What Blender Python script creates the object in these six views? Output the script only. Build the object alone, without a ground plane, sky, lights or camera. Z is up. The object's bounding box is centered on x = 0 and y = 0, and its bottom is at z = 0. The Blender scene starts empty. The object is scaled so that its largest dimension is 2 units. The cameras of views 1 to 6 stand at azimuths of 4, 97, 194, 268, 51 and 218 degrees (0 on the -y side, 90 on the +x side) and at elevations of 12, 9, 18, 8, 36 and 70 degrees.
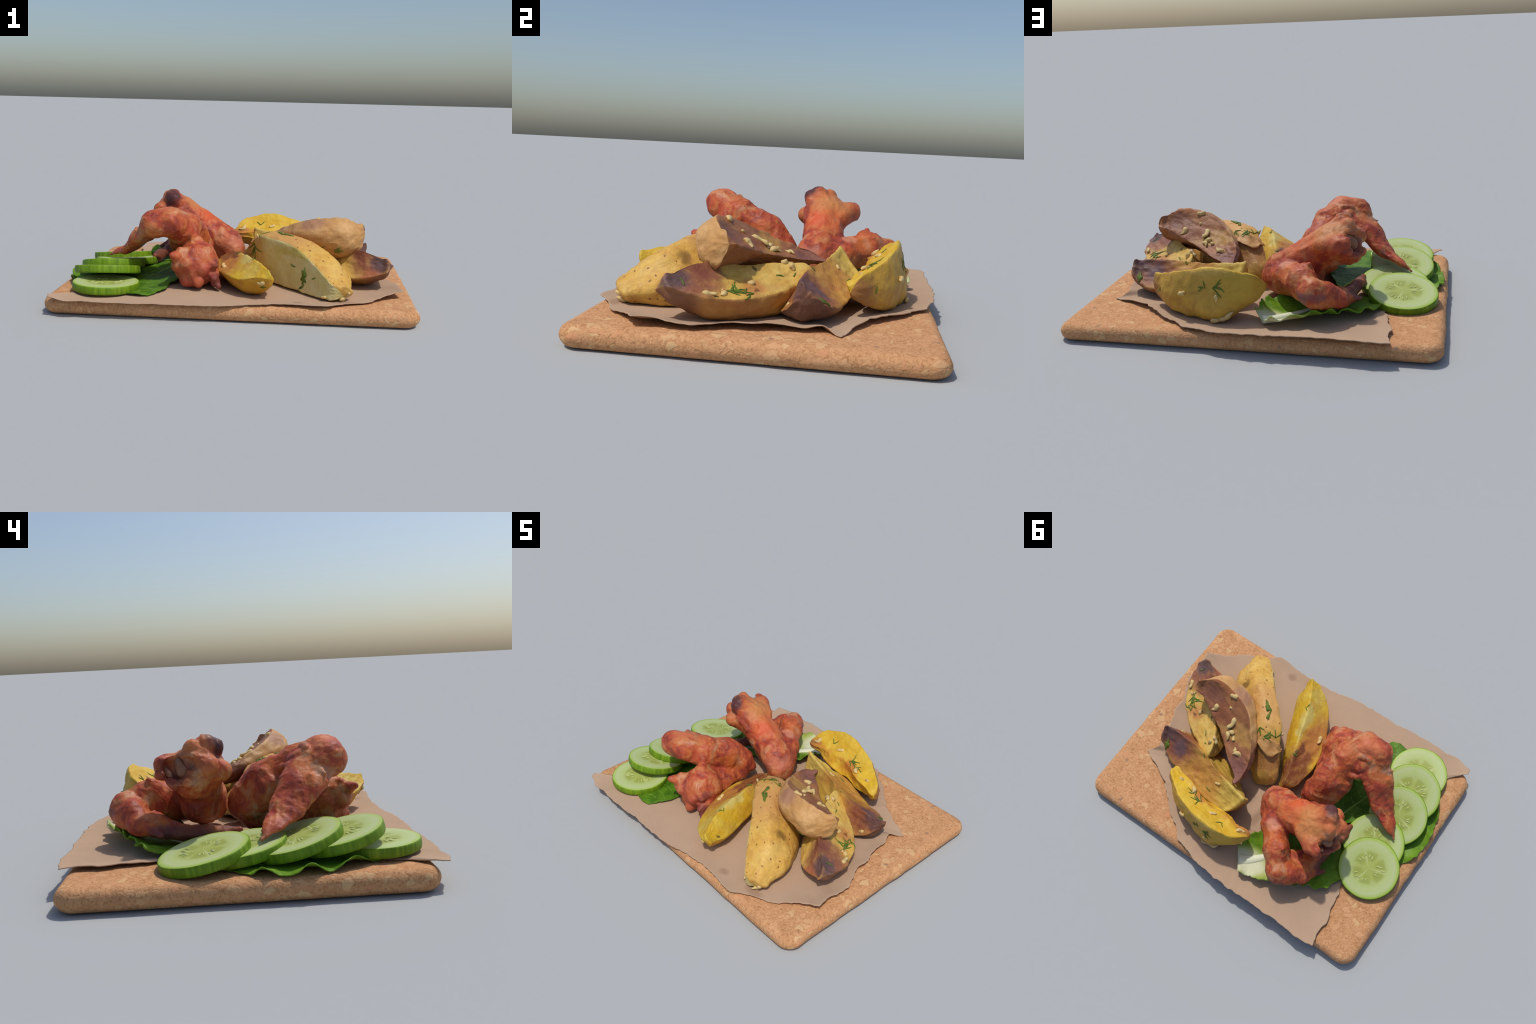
"""Cork board with torn brown paper, roast potato wedges, two glazed chicken
wings, cucumber slices and lettuce.  Everything is procedural."""
import bpy, bmesh, math
import numpy as np
from mathutils import Vector, Matrix
from mathutils.bvhtree import BVHTree

RNG = np.random.default_rng(11)
V = lambda *a: np.array(a, float)
PAPER_Z = 0.094

# ------------------------------------------------------------------ noise
def _hash(ix, iy, iz, seed):
    h = (ix * 374761393 + iy * 668265263 + iz * 2147483647 + seed * 974634777) & 0xFFFFFFFF
    h = ((h ^ (h >> 13)) * 1274126177) & 0xFFFFFFFF
    h = ((h ^ (h >> 16)) * 2246822519) & 0xFFFFFFFF
    return ((h ^ (h >> 15)) & 0xFFFFFF) / float(0xFFFFFF) * 2 - 1

def vnoise(p, scale=1.0, seed=0):
    q = np.asarray(p, float) * scale
    i = np.floor(q).astype(np.int64)
    f = q - i
    u = f * f * f * (f * (f * 6 - 15) + 10)
    out = 0
    for dx in (0, 1):
        wx = u[:, 0] if dx else 1 - u[:, 0]
        for dy in (0, 1):
            wy = u[:, 1] if dy else 1 - u[:, 1]
            for dz in (0, 1):
                wz = u[:, 2] if dz else 1 - u[:, 2]
                out = out + wx * wy * wz * _hash(i[:, 0] + dx, i[:, 1] + dy, i[:, 2] + dz, seed)
    return out

def fbm(p, scale, octaves=3, seed=0, gain=0.5):
    a, s, out = 1.0, scale, 0
    for o in range(octaves):
        out = out + a * vnoise(p, s, seed + 17 * o)
        a *= gain
        s *= 2.03
    return out

def ridged(p, scale, octaves=2, seed=0):
    a, s, out = 1.0, scale, 0
    for o in range(octaves):
        out = out + a * (1 - 2.2 * np.abs(vnoise(p, s, seed + 31 * o)))
        a *= 0.5
        s *= 2.1
    return out

# ------------------------------------------------------------------ materials
def srgb(r, g, b):
    def f(c):
        c /= 255.0
        return c / 12.92 if c <= 0.04045 else ((c + 0.055) / 1.055) ** 2.4
    return (f(r), f(g), f(b), 1.0)

class Mat:
    """small wrapper to write node trees as expressions"""
    def __init__(self, name, rough=0.6, spec=0.3):
        rough, spec = max(rough, 0.5), min(spec, 0.25)
        self.m = bpy.data.materials.new(name)
        self.m.use_nodes = True
        self.nt = self.m.node_tree
        self.b = self.nt.nodes["Principled BSDF"]
        self.b.inputs["Roughness"].default_value = rough
        self.b.inputs["Specular IOR Level"].default_value = spec
        self.co = self.nt.nodes.new("ShaderNodeTexCoord").outputs["Object"]

    def _in(self, sock, v):
        if hasattr(v, "is_output"):
            self.nt.links.new(v, sock)
        elif v is not None:
            if sock.type == "VECTOR" and not hasattr(v, "__len__"):
                v = (v, v, v)
            sock.default_value = v

    def node(self, kind, **ins):
        n = self.nt.nodes.new(kind)
        for k, v in ins.items():
            self._in(n.inputs[k.replace("_", " ")], v)
        return n

    def noise(self, scale, detail=3, rough=0.5, vec=None, dist=0.0):
        n = self.node("ShaderNodeTexNoise", Vector=vec or self.co, Scale=scale, Detail=detail, Roughness=rough, Distortion=dist)
        return n.outputs["Fac"]

    def noisec(self, scale, detail=2, vec=None):
        return self.node("ShaderNodeTexNoise", Vector=vec or self.co, Scale=scale, Detail=detail).outputs["Color"]

    def voro(self, scale, out="Distance", feature="F1", vec=None, rand=1.0):
        n = self.nt.nodes.new("ShaderNodeTexVoronoi")
        n.feature = feature
        self._in(n.inputs["Vector"], vec or self.co)
        n.inputs["Scale"].default_value = scale
        n.inputs["Randomness"].default_value = rand
        return n.outputs[out]

    def math(self, op, a, b=None, clamp=False):
        n = self.nt.nodes.new("ShaderNodeMath")
        n.operation = op
        n.use_clamp = clamp
        self._in(n.inputs[0], a)
        if b is not None:
            self._in(n.inputs[1], b)
        return n.outputs[0]

    def vmath(self, op, a, b=None, scale=None):
        n = self.nt.nodes.new("ShaderNodeVectorMath")
        n.operation = op
        self._in(n.inputs[0], a)
        if b is not None:
            self._in(n.inputs[1], b)
        if scale is not None:
            n.inputs["Scale"].default_value = scale
        return n.outputs["Value"] if op in ("LENGTH", "DISTANCE", "DOT_PRODUCT") else n.outputs["Vector"]

    def rng(self, v, a, b, c=0.0, d=1.0, smooth=True):
        n = self.nt.nodes.new("ShaderNodeMapRange")
        n.interpolation_type = "SMOOTHSTEP" if smooth else "LINEAR"
        self._in(n.inputs["Value"], v)
        for k, x in zip(("From Min", "From Max", "To Min", "To Max"), (a, b, c, d)):
            n.inputs[k].default_value = x
        return n.outputs["Result"]

    def mix(self, fac, a, b, mode="MIX"):
        n = self.nt.nodes.new("ShaderNodeMix")
        n.data_type = "RGBA"
        n.blend_type = mode
        self._in(n.inputs["Factor"], fac)
        self._in(n.inputs["A"] if False else n.inputs[6], a)
        self._in(n.inputs[7], b)
        return n.outputs[2]

    def ramp(self, fac, stops):
        n = self.nt.nodes.new("ShaderNodeValToRGB")
        self._in(n.inputs["Fac"], fac)
        e = n.color_ramp.elements
        while len(e) > 1:
            e.remove(e[-1])
        e[0].position, e[0].color = stops[0][0], stops[0][1]
        for p, c in stops[1:]:
            x = e.new(p)
            x.color = c
        return n.outputs["Color"]

    def warp(self, scale, amount, detail=2):
        c = self.vmath("SUBTRACT", self.noisec(scale, detail), (0.5, 0.5, 0.5))
        return self.vmath("ADD", self.co, self.vmath("SCALE", c, scale=amount))

    def spot(self, vec, centre, radius, soft=0.35):
        """1 inside an ellipsoid round a place on the object, 0 outside"""
        d = self.vmath("SUBTRACT", vec, tuple(centre))
        r = radius if hasattr(radius, "__len__") else (radius,) * 3
        d = self.vmath("MULTIPLY", d, tuple(1.0 / x for x in r))
        return self.rng(self.vmath("LENGTH", d), 1 + soft, 1 - soft)

    def bump(self, height, strength=0.3, dist=0.01):
        n = self.node("ShaderNodeBump", Height=height, Strength=strength, Distance=dist)
        self.nt.links.new(n.outputs["Normal"], self.b.inputs["Normal"])

    def done(self, colour):
        self._in(self.b.inputs["Base Color"], colour)
        return self.m

# ------------------------------------------------------------------ object helpers
SC = bpy.context.scene.collection

def mesh_obj(name, verts, faces, mat=None, parent=None, base=(0, 0, 0), smooth=True, kind=None):
    me = bpy.data.meshes.new(name)
    me.from_pydata([tuple(v) for v in np.asarray(verts) - np.asarray(base)], [], [tuple(int(i) for i in f) for f in faces])
    me.update()
    if smooth:
        me.polygons.foreach_set("use_smooth", np.ones(len(me.polygons), bool))
    if mat:
        me.materials.append(mat)
    ob = bpy.data.objects.new(name, me)
    SC.objects.link(ob)
    if parent is None:
        ob.location = base
    else:
        ob.parent = parent
    if kind:
        ob["kind"] = kind
    return ob

def empty_obj(name, base, label, category):
    ob = bpy.data.objects.new(name, None)
    ob.empty_display_size = 0.05
    ob.location = base
    SC.objects.link(ob)
    ob["label"], ob["category"] = label, category
    return ob

def vertex_normals(verts, faces):
    me = bpy.data.meshes.new("tmp")
    me.from_pydata([tuple(v) for v in verts], [], [tuple(int(i) for i in f) for f in faces])
    me.update()
    n = np.empty(len(verts) * 3)
    me.vertex_normals.foreach_get("vector", n)
    bpy.data.meshes.remove(me)
    return n.reshape(-1, 3)

def split_parts(verts, faces, labels, names, mats, parent, base, normals=None):
    """cut one closed body into part objects whose border vertices coincide and
    which all keep the whole body's normals"""
    verts = np.asarray(verts)
    faces = np.asarray(faces)
    nrm = vertex_normals(verts, faces) if normals is None else normals
    out = []
    for k, name in enumerate(names):
        f = faces[labels == k]
        if not len(f):
            continue
        used, inv = np.unique(f.ravel(), return_inverse=True)
        ob = mesh_obj(name, verts[used], inv.reshape(f.shape), mats[k], parent, base)
        ob.data.normals_split_custom_set_from_vertices([tuple(x) for x in nrm[used]])
        out.append(ob)
    return out

def spline(pts, n, closed=False):
    """centripetal-like Catmull-Rom through control points, evaluated uniformly"""
    P = np.asarray(pts, float)
    m = len(P)
    if closed:
        Q = np.vstack([P[-1], P, P[0], P[1]])
        t = np.linspace(0, m, n, endpoint=False)
    else:
        Q = np.vstack([2 * P[0] - P[1], P, 2 * P[-1] - P[-2]])
        t = np.linspace(0, m - 1, n)
    return spline_at(Q, t)

def spline_at(Q, t):
    i = np.minimum(t.astype(int), len(Q) - 4)
    f = (t - i)[:, None]
    a, b, c, d = Q[i], Q[i + 1], Q[i + 2], Q[i + 3]
    return 0.5 * (2 * b + (c - a) * f + (2 * a - 5 * b + 4 * c - d) * f ** 2 + (3 * b - a - 3 * c + d) * f ** 3)

def through(pts, t01):
    P = np.asarray(pts, float)
    Q = np.vstack([2 * P[0] - P[1], P, 2 * P[-1] - P[-2]])
    return spline_at(Q, np.asarray(t01) * (len(P) - 1))

def tube(pts, radii, sides=8, squash=1.0, up=(0, 0, 1)):
    P = np.asarray(pts, float)
    T = np.gradient(P, axis=0)
    T /= np.linalg.norm(T, axis=1)[:, None] + 1e-12
    up = np.asarray(up, float)
    verts, faces = [], []
    n = len(P)
    for p, t, r in zip(P, T, radii):
        s = np.cross(t, up)
        s /= np.linalg.norm(s) + 1e-9
        w = np.cross(s, t)
        for a in np.linspace(0, 2 * np.pi, sides, endpoint=False):
            verts.append(p + r * (math.cos(a) * s + squash * math.sin(a) * w))
    for i in range(n - 1):
        for j in range(sides):
            k = (j + 1) % sides
            faces.append((i * sides + j, i * sides + k, (i + 1) * sides + k, (i + 1) * sides + j))
    verts = list(verts) + [P[0], P[-1]]
    a, b = n * sides, n * sides + 1
    for j in range(sides):
        k = (j + 1) % sides
        faces.append((a, k, j))
        faces.append((b, (n - 1) * sides + j, (n - 1) * sides + k))
    return np.array(verts), faces

def join(parts):
    vs, fs, o = [], [], 0
    for v, f in parts:
        vs.append(np.asarray(v))
        fs += [tuple(i + o for i in q) for q in f]
        o += len(v)
    return np.vstack(vs), fs

# ------------------------------------------------------------------ cork board
def cork_material():
    m = Mat("cork", rough=0.85, spec=0.15)
    w = m.warp(14, 0.035)
    flat = m.vmath("MULTIPLY", w, (1.0, 1.0, 1.6))
    fine = m.noise(75, 4, 0.62, vec=m.warp(30, 0.03), dist=0.8)
    col = m.ramp(fine, [(0.28, srgb(150, 103, 68)), (0.42, srgb(184, 134, 92)), (0.52, srgb(199, 149, 106)), (0.62, srgb(206, 156, 111)), (0.75, srgb(220, 176, 132))])
    tone = m.node("ShaderNodeSeparateColor", Color=m.voro(20, "Color", vec=m.warp(16, 0.06))).outputs[0]
    col = m.mix(0.22, col, m.ramp(tone, [(0.0, srgb(178, 126, 82)), (0.5, srgb(204, 150, 104)), (1.0, srgb(214, 160, 118))]))
    flat = m.vmath("MULTIPLY", m.warp(18, 0.06), (1.0, 1.0, 1.5))
    chip = m.node("ShaderNodeSeparateColor", Color=m.voro(24, "Color", vec=flat))
    inner = m.rng(m.voro(24, "Distance", "DISTANCE_TO_EDGE", vec=flat), 0.06, 0.16)
    pick = m.math("MULTIPLY", m.rng(chip.outputs[1], 0.62, 0.66), inner)
    col = m.mix(m.math("MULTIPLY", pick, 0.8), col, m.mix(chip.outputs[2], srgb(214, 176, 128), srgb(206, 146, 106)))
    speck = m.rng(m.noise(120, 3, 0.65, dist=0.6), 0.58, 0.70)
    col = m.mix(m.math("MULTIPLY", speck, 0.5), col, srgb(132, 88, 56))
    gaps = m.math("SUBTRACT", 1.0, inner)
    rare = m.rng(m.voro(7, "Distance", vec=m.warp(16, 0.05)), 0.05, 0.1, 1, 0)
    col = m.mix(m.math("MULTIPLY", rare, 0.6), col, srgb(140, 115, 100))
    m.bump(m.math("ADD", m.noise(90, 4, 0.6), m.math("MULTIPLY", gaps, -0.3)), 0.5, 0.006)
    return m.done(col)

def build_board():
    """rounded slab with a bull-nosed rim"""
    xs, ys, th, rc, re = 0.995, 0.725, 0.091, 0.085, 0.044
    prof = []                                   # (inset, z) from bottom centre to top centre
    for a in np.linspace(-90, 90, 15):
        prof.append((re - re * math.cos(math.radians(a)), th / 2 + th / 2 * math.sin(math.radians(a))))
    def ring(inset):
        out = []
        r = max(rc - inset, 0.004)
        hx, hy = xs - inset - r, ys - inset - r
        seg, ca = 46, 12
        cs = [(hx, -hy, -90), (hx, hy, 0), (-hx, hy, 90), (-hx, -hy, 180)]
        for k, (cx, cy, a0) in enumerate(cs):
            for a in np.linspace(a0, a0 + 90, ca):
                out.append((cx + r * math.cos(math.radians(a)), cy + r * math.sin(math.radians(a))))
            nx, ny, na = cs[(k + 1) % 4]
            p0 = np.array(out[-1])
            p1 = V(nx + r * math.cos(math.radians(na)), ny + r * math.sin(math.radians(na)))
            for t in np.linspace(0, 1, seg)[1:-1]:
                out.append(tuple(p0 + (p1 - p0) * t))
        return np.array(out)
    rings = []
    flat = [(re + d) for d in (0.6, 0.35, 0.15, 0.05)]
    for ins in flat:
        rings.append((ins, 0.0))
    rings += prof
    for ins in flat[::-1]:
        rings.append((ins, th))
    verts, faces = [], []
    for ins, z in rings:
        r = ring(ins)
        verts.append(np.column_stack([r, np.full(len(r), z)]))
    n = len(verts[0])
    verts = np.vstack(verts)
    for i in range(len(rings) - 1):
        for j in range(n):
            k = (j + 1) % n
            faces.append((i * n + j, i * n + k, (i + 1) * n + k, (i + 1) * n + j))
    faces.append(tuple(range(n))[::-1])
    faces.append(tuple(range((len(rings) - 1) * n, len(rings) * n)))
    # slight taper of the slab towards -x and a worn, uneven rim
    d = fbm(verts, 9, 3, 3) * 0.003 + fbm(verts, 40, 2, 5) * 0.0012
    side = np.clip(np.abs(verts[:, 2] - th / 2) / (th / 2), 0, 1)
    out = verts[:, :2] / (np.linalg.norm(verts[:, :2], axis=1)[:, None] + 1e-9)
    verts[:, :2] += out * (d * (1.2 - side))[:, None]
    top = verts[:, 2] > th * 0.98
    verts[top, 2] += fbm(verts[top] * V(1, 1, 0), 5, 2, 8) * 0.0012
    verts[:, 1] += 0.022 * np.where(verts[:, 1] > 0, 0.68, 0.85) + np.where(verts[:, 1] > 0, 0.008 * verts[:, 0], 0.0)
    sag = np.clip((verts[:, 0] - 0.35) / 0.65, 0, 1) * np.clip((verts[:, 1] - 0.0) / 0.75, 0, 1)
    verts[:, 2] *= 1 - 0.12 * sag              # the slab is thinner at one corner
    verts[:, 2] = np.maximum(verts[:, 2], 0.0)
    ob = mesh_obj("cutting_board", verts, faces, cork_material())
    ob["label"] = "rectangular pressed cork board with rounded corners and bull-nosed rim"
    ob["category"] = "serving board"

# ------------------------------------------------------------------ paper
def paper_material():
    m = Mat("kraft_paper", rough=0.9, spec=0.1)
    col = m.mix(m.noise(6, 3), srgb(176, 147, 122), srgb(187, 158, 132))
    fib = m.rng(m.noise(260, 2, 0.7), 0.45, 0.7)
    col = m.mix(m.math("MULTIPLY", fib, 0.18), col, srgb(145, 117, 97))
    w = m.warp(14, 0.03)
    grease = srgb(138, 108, 88)
    for c, r in [((0.37, -0.625, 0.09), (0.055, 0.042, 0.1)), ((0.6, -0.6, 0.09), (0.09, 0.05, 0.1)),
                 ((0.28, -0.69, 0.09), (0.012, 0.01, 0.1)), ((0.11, 0.22, 0.09), (0.10, 0.07, 0.1)), ((-0.02, 0.30, 0.09), (0.05, 0.12, 0.1)),
                 ((0.02, -0.42, 0.09), (0.06, 0.05, 0.1))]:
        col = m.mix(m.math("MULTIPLY", m.spot(w, c, r, 0.2), 0.55), col, grease)
    sauce = m.spot(m.warp(25, 0.05), (-0.06, 0.42, 0.09), (0.07, 0.05, 0.1), 0.5)
    col = m.mix(m.math("MULTIPLY", sauce, m.rng(m.noise(40), 0.45, 0.6)), col, srgb(160, 100, 75))
    m.bump(m.noise(35, 3), 0.12, 0.006)
    return m.done(col)

def build_paper():
    edge = [(0.935, -0.43), (0.872, -0.462), (0.804, -0.50), (0.735, -0.578), (0.64, -0.615), (0.515, -0.700), (0.456, -0.699),
            (0.345, -0.685), (0.20, -0.685), (0.048, -0.703), (-0.061, -0.729), (-0.245, -0.742), (-0.375, -0.738), (-0.52, -0.754),
            (-0.663, -0.760), (-0.749, -0.754), (-0.853, -0.764), (-0.94, -0.735), (-0.950, -0.706), (-0.928, -0.688), (-0.862, -0.616),
            (-0.80, -0.45), (-0.74, -0.2), (-0.70, 0.1), (-0.684, 0.356), (-0.707, 0.410), (-0.711, 0.467), (-0.714, 0.509),
            (-0.742, 0.574), (-0.735, 0.639), (-0.732, 0.683), (-0.751, 0.749), (-0.715, 0.758), (-0.618, 0.764), (-0.491, 0.756),
            (-0.371, 0.758), (-0.235, 0.764), (-0.075, 0.764), (0.077, 0.755), (0.154, 0.741), (0.242, 0.712), (0.295, 0.702),
            (0.343, 0.653), (0.431, 0.602), (0.527, 0.518), (0.599, 0.452), (0.697, 0.404), (0.758, 0.377), (0.826, 0.345),
            (0.777, 0.278), (0.808, 0.222), (0.807, 0.169), (0.831, 0.07), (0.852, 0.017), (0.853, -0.061), (0.885, -0.13),
            (0.929, -0.211), (0.926, -0.266), (0.921, -0.346)]
    E = np.array(edge)
    seg, out = np.roll(E, -1, 0) - E, []
    for p, s in zip(E, seg):                     # straight runs, then a torn nibble along them
        k = max(2, int(np.linalg.norm(s) / 0.008))
        for t in np.arange(k) / k:
            out.append(p + s * t)
    O = np.array(out)
    q = np.column_stack([O, np.zeros(len(O))])
    nrm = O / np.linalg.norm(O, axis=1)[:, None]
    tear = fbm(q, 30, 3, 4) * 0.0055
    O = O + nrm * tear[:, None]
    rings = 1 - np.concatenate([[0, 0.006, 0.014, 0.025, 0.04, 0.06, 0.09, 0.13, 0.19], np.linspace(0.26, 0.96, 16)])
    c = V(0.05, 0.0)
    verts, n = [], len(O)
    for r in rings:
        P = c + (O - c) * r
        verts.append(P)
    P = np.vstack(verts)
    depth = np.repeat(1 - rings, n)              # 0 at the torn edge
    ed = np.tile(O, (len(rings), 1))
    z = np.full(len(P), PAPER_Z + 0.0005)
    lift = np.exp(-(depth / 0.10) ** 1.3)
    def bump2(x, y, r):
        return np.exp(-((ed[:, 0] - x) ** 2 + (ed[:, 1] - y) ** 2) / r ** 2)
    wav = np.clip(fbm(np.column_stack([ed * 4.0, np.zeros(len(ed))]), 1.0, 2, 9), -0.6, 1) * 0.5 + 0.5
    amp = 0.011 * wav + 0.030 * bump2(0.93, -0.40, 0.16) + 0.020 * bump2(0.87, -0.05, 0.22) + 0.014 * bump2(0.78, 0.27, 0.05)
    amp += 0.012 * bump2(0.5, -0.69, 0.25) + 0.010 * bump2(-0.72, 0.55, 0.2) + 0.014 * bump2(-0.95, -0.70, 0.07) - 0.012 * bump2(0.826, 0.345, 0.05)
    amp += 0.012 * bump2(0.5, 0.55, 0.2)
    amp += 0.020 * bump2(-0.42, 0.76, 0.28) + 0.016 * bump2(-0.05, 0.76, 0.22) + 0.012 * bump2(0.83, 0.10, 0.14) + 0.010 * bump2(0.65, 0.43, 0.14)
    amp -= 0.012 * bump2(-0.3, -0.75, 0.45)
    z += lift * np.maximum(amp, -0.004)
    z += 0.0025 * fbm(np.column_stack([P, np.zeros(len(P))]), 7, 2, 2) * np.clip(depth * 12, 0, 1) * 0.6
    z = np.maximum(z, PAPER_Z - 0.001 + 0.0)
    top = np.column_stack([P, z + 0.002])
    bot = np.column_stack([P, z - 0.002])
    N = len(top)
    verts = np.vstack([top, bot, [[c[0], c[1], PAPER_Z + 0.002]], [[c[0], c[1], PAPER_Z - 0.002]]])
    faces = []
    R = len(rings)
    for i in range(R - 1):
        for j in range(n):
            k = (j + 1) % n
            a, b, d, e = i * n + j, i * n + k, (i + 1) * n + k, (i + 1) * n + j
            faces.append((a, b, d, e))
            faces.append((N + e, N + d, N + b, N + a))
    for j in range(n):
        k = (j + 1) % n
        faces.append((j, N + j, N + k, k))
        faces.append(((R - 1) * n + j, (R - 1) * n + k, 2 * N))
        faces.append((N + (R - 1) * n + k, N + (R - 1) * n + j, 2 * N + 1))
    faces = [f[::-1] for f in faces]
    area = 0.5 * np.sum(O[:, 0] * np.roll(O[:, 1], -1) - np.roll(O[:, 0], -1) * O[:, 1])
    if area > 0:
        faces = [f[::-1] for f in faces]
    ob = mesh_obj("paper_sheet", verts, faces, paper_material(), base=(0, 0, PAPER_Z))
    ob["label"] = "torn sheet of brown kraft paper with grease spots"
    ob["category"] = "wrapping paper"

# ------------------------------------------------------------------ garlic, dill, parsley
def garlic_material():
    m = Mat("roast_garlic", rough=0.45, spec=0.4)
    col = m.mix(m.noise(30, 2), srgb(200, 170, 104), srgb(214, 190, 134))
    col = m.mix(m.rng(m.noise(45, 2), 0.56, 0.72), col, srgb(172, 118, 60))
    return m.done(col)

def herb_material(name, a, b):
    m = Mat(name, rough=0.6, spec=0.25)
    return m.done(m.mix(m.noise(60, 2), a, b))

MAT_GARLIC = garlic_material()
MAT_DILL = herb_material("dill_green", srgb(60, 82, 34), srgb(112, 134, 40))
MAT_PARSLEY = herb_material("parsley_green", srgb(70, 92, 30), srgb(112, 128, 42))

def garlic_shape(size, seed):
    """a chopped nib: bent, blunt little tube with dented sides"""
    r = np.random.default_rng(seed)
    L, W = size[0] * 1.1, size[1] * 1.15
    t = np.linspace(-1, 1, 9)
    bend = r.uniform(-0.35, 0.35)
    pts = np.column_stack([t * L / 2, bend * L * (t ** 2 - 0.4), 0.08 * L * np.sin(t * 2 + r.uniform(0, 6))])
    rad = W / 2 * np.sqrt(np.clip(1.02 - np.abs(t) ** 3.2, 0.02, 1)) * (1 + 0.25 * np.sin(3 * t + r.uniform(0, 6)))
    v, f = tube(pts, rad, 10, 0.8)
    v = v + 0.10 * W * fbm(v + seed, 1.2 / W, 2, seed)[:, None]
    return v, f

class Surface:
    """nearest point and normal on a finished wedge, for laying garnish on it"""
    def __init__(self, verts, faces):
        self.t = BVHTree.FromPolygons([tuple(v) for v in verts], [tuple(int(i) for i in f) for f in faces])
    def at(self, p):
        q, n, _, _ = self.t.find_nearest(Vector(p))
        return np.array(q), np.array(n)

def frame(n, angle):
    n = n / np.linalg.norm(n)
    h = V(0, 0, 1) if abs(n[2]) < 0.9 else V(1, 0, 0)
    a = np.cross(h, n); a /= np.linalg.norm(a)
    b = np.cross(n, a)
    c, s = math.cos(angle), math.sin(angle)
    return np.column_stack([c * a + s * b, -s * a + c * b, n])

def add_garlic(parent, base, surf, items):
    for i, (p, size, ang) in enumerate(items):
        q, n = surf.at(p)
        v, f = garlic_shape(size, 40 + i)
        M = frame(n, ang)
        mesh_obj("garlic_piece", v @ M.T + q + n * size[1] * 0.16, f, MAT_GARLIC, parent, base)

def add_dill(parent, base, surf, items):
    """each sprig: a fan of fine flattened leaflets that follow the surface"""
    for i, (p, length, ang, count) in enumerate(items):
        r = np.random.default_rng(300 + i)
        q, n = surf.at(p)
        M = frame(n, ang)
        parts = []
        for k in range(count):
            a = 0 if count == 1 else (k / (count - 1) - 0.5) * 1.9 + r.uniform(-0.2, 0.2)
            L = length * r.uniform(0.6, 1.0)
            st = r.uniform(0, 0.35) * length if k else 0
            bend = r.uniform(-0.5, 0.5)
            line = []
            for t in np.linspace(0, 1, 8):
                d = V(math.cos(a + bend * t), math.sin(a + bend * t), 0)
                w = q + M @ (V(st, 0, 0) * (1 if k else 0) + d * L * t)
                s, sn = surf.at(w)
                line.append(s + sn * 0.0022)
            w = 0.0026 * np.sin(np.linspace(0.5, 2.9, 8)) + 0.0008
            parts.append(tube(line, w, 6, 0.55, up=n))
        v, f = join(parts)
        mesh_obj("dill_sprig", v, f, MAT_DILL, parent, base)

def add_flake(parent, base, surf, p, size, ang, lobes=5):
    """torn flat parsley leaf laid on the surface"""
    q, n = surf.at(p)
    M = frame(n, ang)
    verts, N = [], 40
    top, bot = [], []
    for a in np.linspace(0, 2 * np.pi, N, endpoint=False):
        rr = 1 + 0.28 * math.cos(lobes * a + 0.6) + 0.12 * math.cos(9 * a)
        w = q + M @ V(size[0] * rr * math.cos(a), size[1] * rr * math.sin(a), 0)
        s, sn = surf.at(w)
        top.append(s + sn * 0.004)
        bot.append(s + sn * 0.0008)
    s, sn = surf.at(q)
    verts = np.array(top + bot + [s + sn * 0.0045, s])
    f = []
    for j in range(N):
        k = (j + 1) % N
        f += [(j, k, 2 * N), (N + k, N + j, 2 * N + 1), (j, N + j, N + k, k)]
    mesh_obj("parsley_leaf", verts, f, MAT_PARSLEY, parent, base)

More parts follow.
